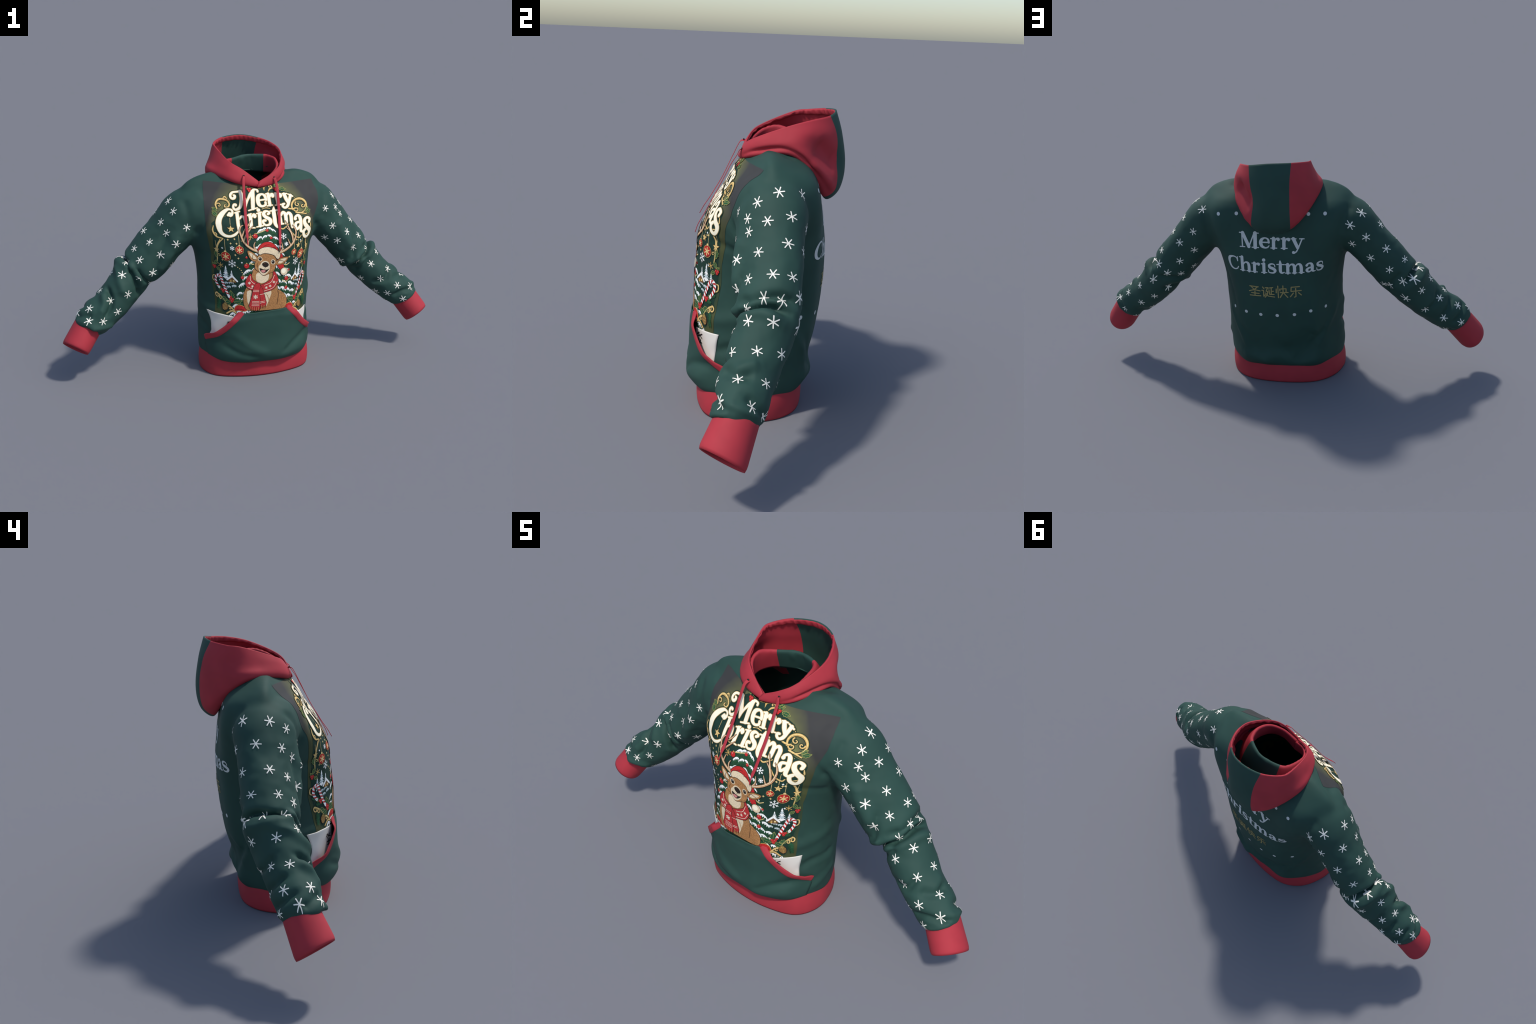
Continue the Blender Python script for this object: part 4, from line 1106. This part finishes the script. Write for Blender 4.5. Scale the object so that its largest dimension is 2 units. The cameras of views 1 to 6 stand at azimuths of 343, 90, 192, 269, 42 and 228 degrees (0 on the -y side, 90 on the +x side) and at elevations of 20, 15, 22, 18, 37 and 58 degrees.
# ------------------------------------------------------------------ lettering on the front
FRONT_LETTERS = {
  'M': [
    [(-0.100, 0.690, 0.0099), (-0.118, 0.687, 0.0099), (-0.137, 0.683, 0.0109), (-0.148, 0.672, 0.0118), (-0.150, 0.660, 0.0128), (-0.142, 0.652, 0.0128), (-0.131, 0.656, 0.0138), (-0.128, 0.666, 0.0138), (-0.134, 0.669, 0.0079)],
    [(-0.098, 0.690, 0.0178), (-0.097, 0.653, 0.0168), (-0.105, 0.614, 0.0168), (-0.120, 0.600, 0.0138), (-0.133, 0.597, 0.0118), (-0.141, 0.608, 0.0118), (-0.137, 0.622, 0.0109), (-0.127, 0.622, 0.0118), (-0.128, 0.617, 0.0079)],
    [(-0.100, 0.690, 0.0178), (-0.087, 0.663, 0.0197), (-0.080, 0.641, 0.0217), (-0.080, 0.618, 0.0138), (-0.080, 0.605, 0.0049)],
    [(-0.080, 0.605, 0.0049), (-0.068, 0.641, 0.0089), (-0.051, 0.672, 0.0158), (-0.033, 0.693, 0.0178)],
    [(-0.036, 0.690, 0.0217), (-0.040, 0.645, 0.0217), (-0.043, 0.604, 0.0197)],
    [(-0.031, 0.699, 0.0118), (-0.020, 0.701, 0.0099), (-0.010, 0.697, 0.0099), (-0.010, 0.690, 0.0118)],
    [(-0.066, 0.593, 0.0059), (-0.043, 0.600, 0.0079), (-0.021, 0.607, 0.0059)],
  ],
  'e': [
    [(-0.003, 0.645, 0.0079), (0.026, 0.649, 0.0089)],
    [(0.024, 0.646, 0.0118), (0.021, 0.666, 0.0138), (0.009, 0.676, 0.0099), (-0.009, 0.666, 0.0188), (-0.014, 0.645, 0.0217), (-0.010, 0.624, 0.0197), (0.004, 0.614, 0.0118), (0.020, 0.621, 0.0109), (0.021, 0.634, 0.0109)],
  ],
  'r': [
    [(0.037, 0.676, 0.0158), (0.038, 0.646, 0.0158), (0.040, 0.619, 0.0158)],
    [(0.026, 0.676, 0.0059), (0.038, 0.679, 0.0079)],
    [(0.027, 0.615, 0.0059), (0.051, 0.618, 0.0059)],
    [(0.044, 0.662, 0.0079), (0.053, 0.676, 0.0118), (0.057, 0.667, 0.0158), (0.056, 0.662, 0.0138)],
  ],
  'r#': [
    [(0.070, 0.675, 0.0158), (0.076, 0.641, 0.0158), (0.078, 0.619, 0.0158)],
    [(0.066, 0.617, 0.0059), (0.093, 0.619, 0.0059)],
    [(0.080, 0.662, 0.0079), (0.088, 0.673, 0.0118), (0.094, 0.666, 0.0158), (0.091, 0.659, 0.0138)],
  ],
  'y': [
    [(0.111, 0.670, 0.0178), (0.118, 0.646, 0.0178), (0.127, 0.627, 0.0158)],
    [(0.141, 0.662, 0.0158), (0.133, 0.636, 0.0148), (0.123, 0.610, 0.0148), (0.110, 0.601, 0.0118), (0.100, 0.608, 0.0118), (0.100, 0.619, 0.0118), (0.107, 0.621, 0.0109)],
    [(0.130, 0.669, 0.0059), (0.151, 0.656, 0.0079)],
    [(0.103, 0.673, 0.0059), (0.124, 0.672, 0.0059)],
  ],
  'C': [
    [(-0.170, 0.567, 0.0118), (-0.161, 0.570, 0.0296), (-0.154, 0.570, 0.0197), (-0.147, 0.581, 0.0118), (-0.150, 0.594, 0.0109), (-0.161, 0.598, 0.0099), (-0.175, 0.595, 0.0158), (-0.198, 0.574, 0.0257), (-0.214, 0.545, 0.0296), (-0.217, 0.509, 0.0296), (-0.212, 0.480, 0.0217), (-0.194, 0.463, 0.0158), (-0.168, 0.460, 0.0118), (-0.145, 0.470, 0.0118), (-0.130, 0.484, 0.0079)],
  ],
  'h': [
    [(-0.125, 0.579, 0.0178), (-0.124, 0.538, 0.0168), (-0.124, 0.509, 0.0158), (-0.125, 0.490, 0.0099)],
    [(-0.135, 0.580, 0.0079), (-0.113, 0.588, 0.0079)],
    [(-0.115, 0.549, 0.0069), (-0.104, 0.562, 0.0109), (-0.093, 0.557, 0.0138), (-0.088, 0.536, 0.0148), (-0.088, 0.518, 0.0099)],
  ],
  'r##': [
    [(-0.064, 0.569, 0.0178), (-0.061, 0.548, 0.0178), (-0.063, 0.512, 0.0178)],
    [(-0.078, 0.567, 0.0059), (-0.056, 0.576, 0.0079)],
    [(-0.071, 0.505, 0.0059), (-0.046, 0.504, 0.0059)],
    [(-0.053, 0.560, 0.0079), (-0.044, 0.573, 0.0118), (-0.037, 0.567, 0.0158), (-0.040, 0.560, 0.0148)],
  ],
  'i': [
    [(-0.014, 0.577, 0.0178), (-0.016, 0.548, 0.0178), (-0.019, 0.514, 0.0178)],
    [(-0.028, 0.577, 0.0059), (-0.004, 0.584, 0.0079)],
    [(-0.036, 0.508, 0.0059), (-0.003, 0.514, 0.0069)],
    [(-0.017, 0.595, 0.0207), (-0.017, 0.595, 0.0207)],
  ],
  's': [
    [(0.026, 0.573, 0.0118), (0.033, 0.579, 0.0109), (0.027, 0.587, 0.0089), (0.014, 0.587, 0.0138), (0.006, 0.574, 0.0168), (0.013, 0.559, 0.0178), (0.030, 0.546, 0.0197), (0.033, 0.532, 0.0178), (0.026, 0.519, 0.0118), (0.009, 0.516, 0.0099), (-0.001, 0.526, 0.0118), (0.000, 0.539, 0.0118), (0.009, 0.540, 0.0138)],
  ],
  't': [
    [(0.056, 0.608, 0.0049), (0.054, 0.587, 0.0178), (0.054, 0.555, 0.0188), (0.054, 0.522, 0.0178), (0.063, 0.505, 0.0118), (0.074, 0.507, 0.0079)],
    [(0.037, 0.588, 0.0059), (0.073, 0.591, 0.0099)],
  ],
  'm': [
    [(0.077, 0.577, 0.0173), (0.080, 0.543, 0.0173), (0.080, 0.522, 0.0173)],
    [(0.074, 0.518, 0.0072), (0.093, 0.519, 0.0072)],
    [(0.086, 0.563, 0.0101), (0.097, 0.579, 0.0130), (0.107, 0.566, 0.0173), (0.108, 0.535, 0.0173), (0.107, 0.521, 0.0144)],
    [(0.110, 0.559, 0.0101), (0.123, 0.574, 0.0130), (0.134, 0.560, 0.0178), (0.134, 0.528, 0.0173), (0.137, 0.500, 0.0158)],
  ],
  'a': [
    [(0.155, 0.539, 0.0173), (0.157, 0.550, 0.0115), (0.170, 0.556, 0.0144), (0.180, 0.543, 0.0187), (0.184, 0.508, 0.0187), (0.184, 0.476, 0.0173), (0.192, 0.468, 0.0115)],
    [(0.177, 0.521, 0.0115), (0.157, 0.516, 0.0144), (0.154, 0.497, 0.0173), (0.164, 0.485, 0.0130), (0.178, 0.500, 0.0115)],
  ],
  's#': [
    [(0.234, 0.514, 0.0173), (0.235, 0.529, 0.0158), (0.219, 0.539, 0.0144), (0.205, 0.528, 0.0187), (0.208, 0.507, 0.0216), (0.227, 0.484, 0.0245), (0.245, 0.467, 0.0245), (0.242, 0.445, 0.0187), (0.227, 0.435, 0.0158), (0.207, 0.446, 0.0173), (0.202, 0.468, 0.0173), (0.211, 0.476, 0.0173)],
  ],
}
BACK_CHARACTERS = {
  'sacred': [[(-0.122, 0.554), (-0.077, 0.554)], [(-0.114, 0.551), (-0.099, 0.537), (-0.069, 0.533)], [(-0.081, 0.554), (-0.099, 0.537), (-0.126, 0.527)], [(-0.096, 0.530), (-0.097, 0.507)], [(-0.115, 0.519), (-0.075, 0.519)], [(-0.123, 0.505), (-0.067, 0.507)]],
  'birth': [[(-0.055, 0.555), (-0.049, 0.546)], [(-0.060, 0.537), (-0.051, 0.537), (-0.052, 0.504), (-0.043, 0.515)], [(-0.042, 0.552), (-0.030, 0.554), (-0.039, 0.533), (-0.030, 0.533), (-0.034, 0.515), (-0.045, 0.501)], [(-0.042, 0.524), (-0.029, 0.508), (0.002, 0.505)], [(-0.026, 0.551), (-0.005, 0.555)], [(-0.012, 0.552), (-0.014, 0.518)], [(-0.012, 0.534), (-0.002, 0.536)], [(-0.024, 0.542), (-0.022, 0.518), (0.000, 0.519)]],
  'fast': [[(0.012, 0.548), (0.011, 0.528)], [(0.020, 0.563), (0.021, 0.502)], [(0.029, 0.548), (0.030, 0.539)], [(0.034, 0.549), (0.060, 0.551), (0.059, 0.531)], [(0.031, 0.530), (0.069, 0.531)], [(0.045, 0.565), (0.045, 0.530), (0.030, 0.504)], [(0.048, 0.528), (0.066, 0.505)]],
  'joy': [[(0.124, 0.560), (0.085, 0.558), (0.083, 0.536), (0.132, 0.539)], [(0.106, 0.551), (0.106, 0.508), (0.099, 0.505)], [(0.094, 0.527), (0.079, 0.508)], [(0.119, 0.528), (0.132, 0.515)]],
}
for key, strokes in FRONT_LETTERS.items():
    d = Decal("letter", level=7)
    strokes = [[(x, y, w*.87) for x, y, w in s] for s in strokes]
    for s in strokes: d.stroke(s, DEEP, 0, grow=.0056)
    for s in strokes: d.stroke(s, GOLD, 1, grow=.0018)
    for i, s in enumerate(strokes): d.stroke(s, CREAM, 2 + .35*i)
    d.done()

# ------------------------------------------------------------------ lettering on the back
# serif letters as pen strokes: x-height 1, (x, y, width)
SERIF = {
 'M': (1.62, [[(.20, 1.40, .10), (.22, .03, .10)], [(.26, 1.38, .26), (.76, .08, .26)], [(.76, .05, .10), (1.22, 1.38, .10)], [(1.30, 1.40, .28), (1.30, .03, .28)],
              [(0, 1.40, .08), (.34, 1.40, .08)], [(1.18, 1.40, .08), (1.58, 1.40, .08)], [(.02, .03, .08), (.42, .03, .08)], [(1.04, .03, .08), (1.58, .03, .08)]]),
 'C': (1.30, [[(1.10, 1.02, .10), (1.00, 1.30, .10), (.68, 1.40, .12), (.30, 1.20, .24), (.16, .70, .30), (.30, .20, .24), (.68, .00, .12), (1.00, .10, .10), (1.14, .34, .08)], [(1.12, 1.42, .06), (1.10, .96, .09)]]),
 'e': (.95, [[(.14, .55, .10), (.80, .55, .10)], [(.80, .55, .17), (.74, .84, .14), (.48, .97, .10), (.22, .80, .22), (.14, .50, .27), (.24, .18, .22), (.52, .03, .12), (.72, .10, .10), (.82, .24, .07)]]),
 'r': (.84, [[(.24, .95, .25), (.24, .03, .25)], [(.02, .03, .08), (.50, .03, .08)], [(.02, .92, .09), (.24, .94, .09)], [(.32, .66, .10), (.44, .90, .12), (.62, .90, .24), (.63, .86, .24)]]),
 'y': (1.02, [[(.16, .95, .26), (.50, .10, .24)], [(.86, .95, .10), (.44, -.20, .10), (.22, -.42, .12)], [(.16, -.36, .22), (.17, -.37, .22)], [(-.02, .95, .08), (.38, .95, .08)], [(.66, .95, .08), (1.02, .95, .08)]]),
 'h': (1.14, [[(.24, 1.45, .25), (.24, .03, .25)], [(.02, 1.44, .09), (.24, 1.44, .09)], [(.02, .03, .08), (.46, .03, .08)], [(.32, .66, .10), (.52, .92, .12), (.76, .90, .20), (.86, .62, .25), (.86, .03, .25)], [(.64, .03, .08), (1.08, .03, .08)]]),
 'i': (.56, [[(.26, .95, .25), (.26, .03, .25)], [(.04, .93, .09), (.26, .94, .09)], [(.04, .03, .08), (.50, .03, .08)], [(.26, 1.34, .28), (.261, 1.341, .28)]]),
 's': (.84, [[(.68, .66, .07), (.62, .90, .09), (.40, .97, .12), (.18, .84, .18), (.22, .62, .22), (.50, .48, .24), (.70, .28, .22), (.58, .06, .15), (.36, .02, .11), (.14, .10, .09), (.10, .34, .07)]]),
 't': (.72, [[(.30, 1.28, .12), (.32, .95, .24), (.32, .22, .24), (.46, .04, .15), (.66, .12, .07)], [(.02, .93, .09), (.64, .93, .09)]]),
 'm': (1.72, [[(.24, .95, .25), (.24, .03, .25)], [(.02, .92, .09), (.24, .94, .09)], [(.02, .03, .08), (.46, .03, .08)], [(.32, .66, .10), (.50, .92, .12), (.72, .90, .20), (.82, .62, .25), (.82, .03, .25)], [(.62, .03, .08), (1.02, .03, .08)],
              [(.90, .66, .10), (1.08, .92, .12), (1.30, .90, .20), (1.40, .62, .25), (1.40, .03, .25)], [(1.20, .03, .08), (1.64, .03, .08)]]),
 'a': (.95, [[(.16, .74, .20), (.30, .93, .12), (.54, .92, .18), (.64, .66, .24), (.64, .20, .24), (.76, .05, .12), (.92, .08, .07)], [(.62, .56, .10), (.28, .42, .16), (.16, .22, .22), (.32, .05, .14), (.60, .18, .09)]]),
}
def back_line(word, x0, x1, base, size, sag=0.):
    total = sum(SERIF[c][0] for c in word); k = (x1 - x0) / total; x = x0
    for c in word:
        adv, strokes = SERIF[c]
        d = Decal("letter", BACK, hoodie, level=1)
        for i, s in enumerate(strokes):
            q = [(x + px*k, base + py*size + sag*((x + px*k)/.2)**2, w*(k + size)*.58) for px, py, w in s]
            d.stroke(q, GREY, i*.5)
        d.done(); x += adv*k
back_line("Merry", -.160, .152, .752, .0500)
back_line("Christmas", -.238, .252, .630, .0475, .004)
for strokes in BACK_CHARACTERS.values():
    d = Decal("character", BACK, hoodie, level=1)
    for i, s in enumerate(strokes): d.stroke(s, OCHRE, i*.5, w=.0054, straight=True)
    d.done()
for x, y in ((-.248, .407), (-.154, .407), (-.075, .402), (.008, .402), (.093, .408), (.174, .422), (.268, .421), (-.264, .905), (-.174, .910), (.172, .915), (.250, .918)):
    Decal("white_dot", BACK, hoodie, level=1).disc(x, y, .0085, GREY, 0).done()

# ------------------------------------------------------------------ sleeve snowflakes

FLAKES = {
 1: [(.086, 10), (.109, -25), (.070, 55), (.103, -78), (.154, 77), (.153, 31), (.150, -47), (.173, -6), (.195, -46), (.197, -95), (.226, -132), (.230, 110), (.245, 68), (.245, 29),
     (.268, -21), (.270, -74), (.269, -111), (.301, 150), (.301, 99), (.327, 40), (.326, 7), (.328, -43), (.336, -90), (.357, -144), (.358, 128), (.403, 60), (.407, 95), (.418, -11), (.433, 25), (.453, -54), (.440, -160), (.489, -115), (.509, 75), (.516, 137),
     (.565, 14), (.583, -32), (.600, -83), (.619, 114), (.622, -146), (.600, 165), (.635, 55), (.659, 6), (.676, -47), (.680, -95), (.710, 101), (.715, 150), (.720, -150), (.768, 46), (.769, -120), (.784, -74), (.788, -12), (.810, -170), (.885, 33), (.894, -103), (.890, 140), (.880, 85), (.885, -43)],
 -1: [(.094, 40), (.106, -7), (.120, -42), (.135, -96), (.094, 77), (.156, 108), (.171, 70), (.183, 20), (.195, -30), (.216, -65), (.225, -101), (.240, 150), (.256, 98), (.266, 54), (.273, 0), (.285, -42), (.293, -92), (.300, -140), (.327, 82), (.343, 37), (.343, -15),
     (.360, -56), (.364, -108), (.380, 130), (.410, 119), (.437, 78), (.457, 15), (.449, -30), (.468, 52), (.470, -150), (.528, 110), (.520, -90), (.561, 60), (.585, -46), (.597, 4), (.560, 160), (.635, -92), (.648, 100), (.671, 42), (.696, -1), (.704, -61), (.723, -106), (.690, 150), (.769, 91), (.806, 32), (.812, -94), (.819, -30), (.800, 150), (.790, -160), (.844, 134), (.900, 72), (.880, -60), (.900, 7)],
}
T_FINE = np.linspace(0, 1, 400)
S_FINE = np.concatenate([[0], np.cumsum(np.linalg.norm(np.diff(sleeve_axis(T_FINE)[0], axis=0), axis=1))])
for sd, places in FLAKES.items():
    for t, deg in places:
        t = t * 12/13                                            # stations are counted to the cuff seam
        C, A, B, r1, r2, T = sleeve_axis(t); per_deg = (r1[0] + r2[0]) / 2 * math.pi / 180
        s0 = float(np.interp(t, T_FINE, S_FINE))
        d = Decal("snowflake", SLEEVE_AREA[sd], hoodie, level=1,
                  warp=lambda p, s0=s0, g=deg: np.column_stack([np.clip(g + p[:, 0]/per_deg, -180, 180), np.interp(s0 + p[:, 1], S_FINE, T_FINE)]))
        rot = .15*rng.standard_normal()
        for k in range(3):
            a = rot + k*math.pi/3; R = .0190
            d.stroke([(-R*math.cos(a), -R*math.sin(a)), (R*math.cos(a), R*math.sin(a))], FLAKE, k*.6, w=.0040, gap=.0025)
        d.done()

# ------------------------------------------------------------------ dark characters on the pocket lining
for sd in (1, -1):
    ar = PrintArea(*((.135, .255) if sd > 0 else (-.255, -.135)), .215, .330, LINING[sd])
    cx, cz = sd*.172, .283
    d = Decal("lining_character", ar, hoodie, level=11)
    for a, b in (((-.012, .028), (.014, .012)), ((-.012, .012), (.014, .028)), ((-.016, .020), (-.004, .030)), ((-.015, -.004), (.016, -.006)), ((-.004, .006), (-.006, -.022)), ((.007, .004), (.005, -.024)), ((-.016, -.016), (.014, -.020))):
        d.stroke([(cx + a[0], cz + a[1]), (cx + b[0], cz + b[1])], BLACK, 0, w=.0042)
    d.done()
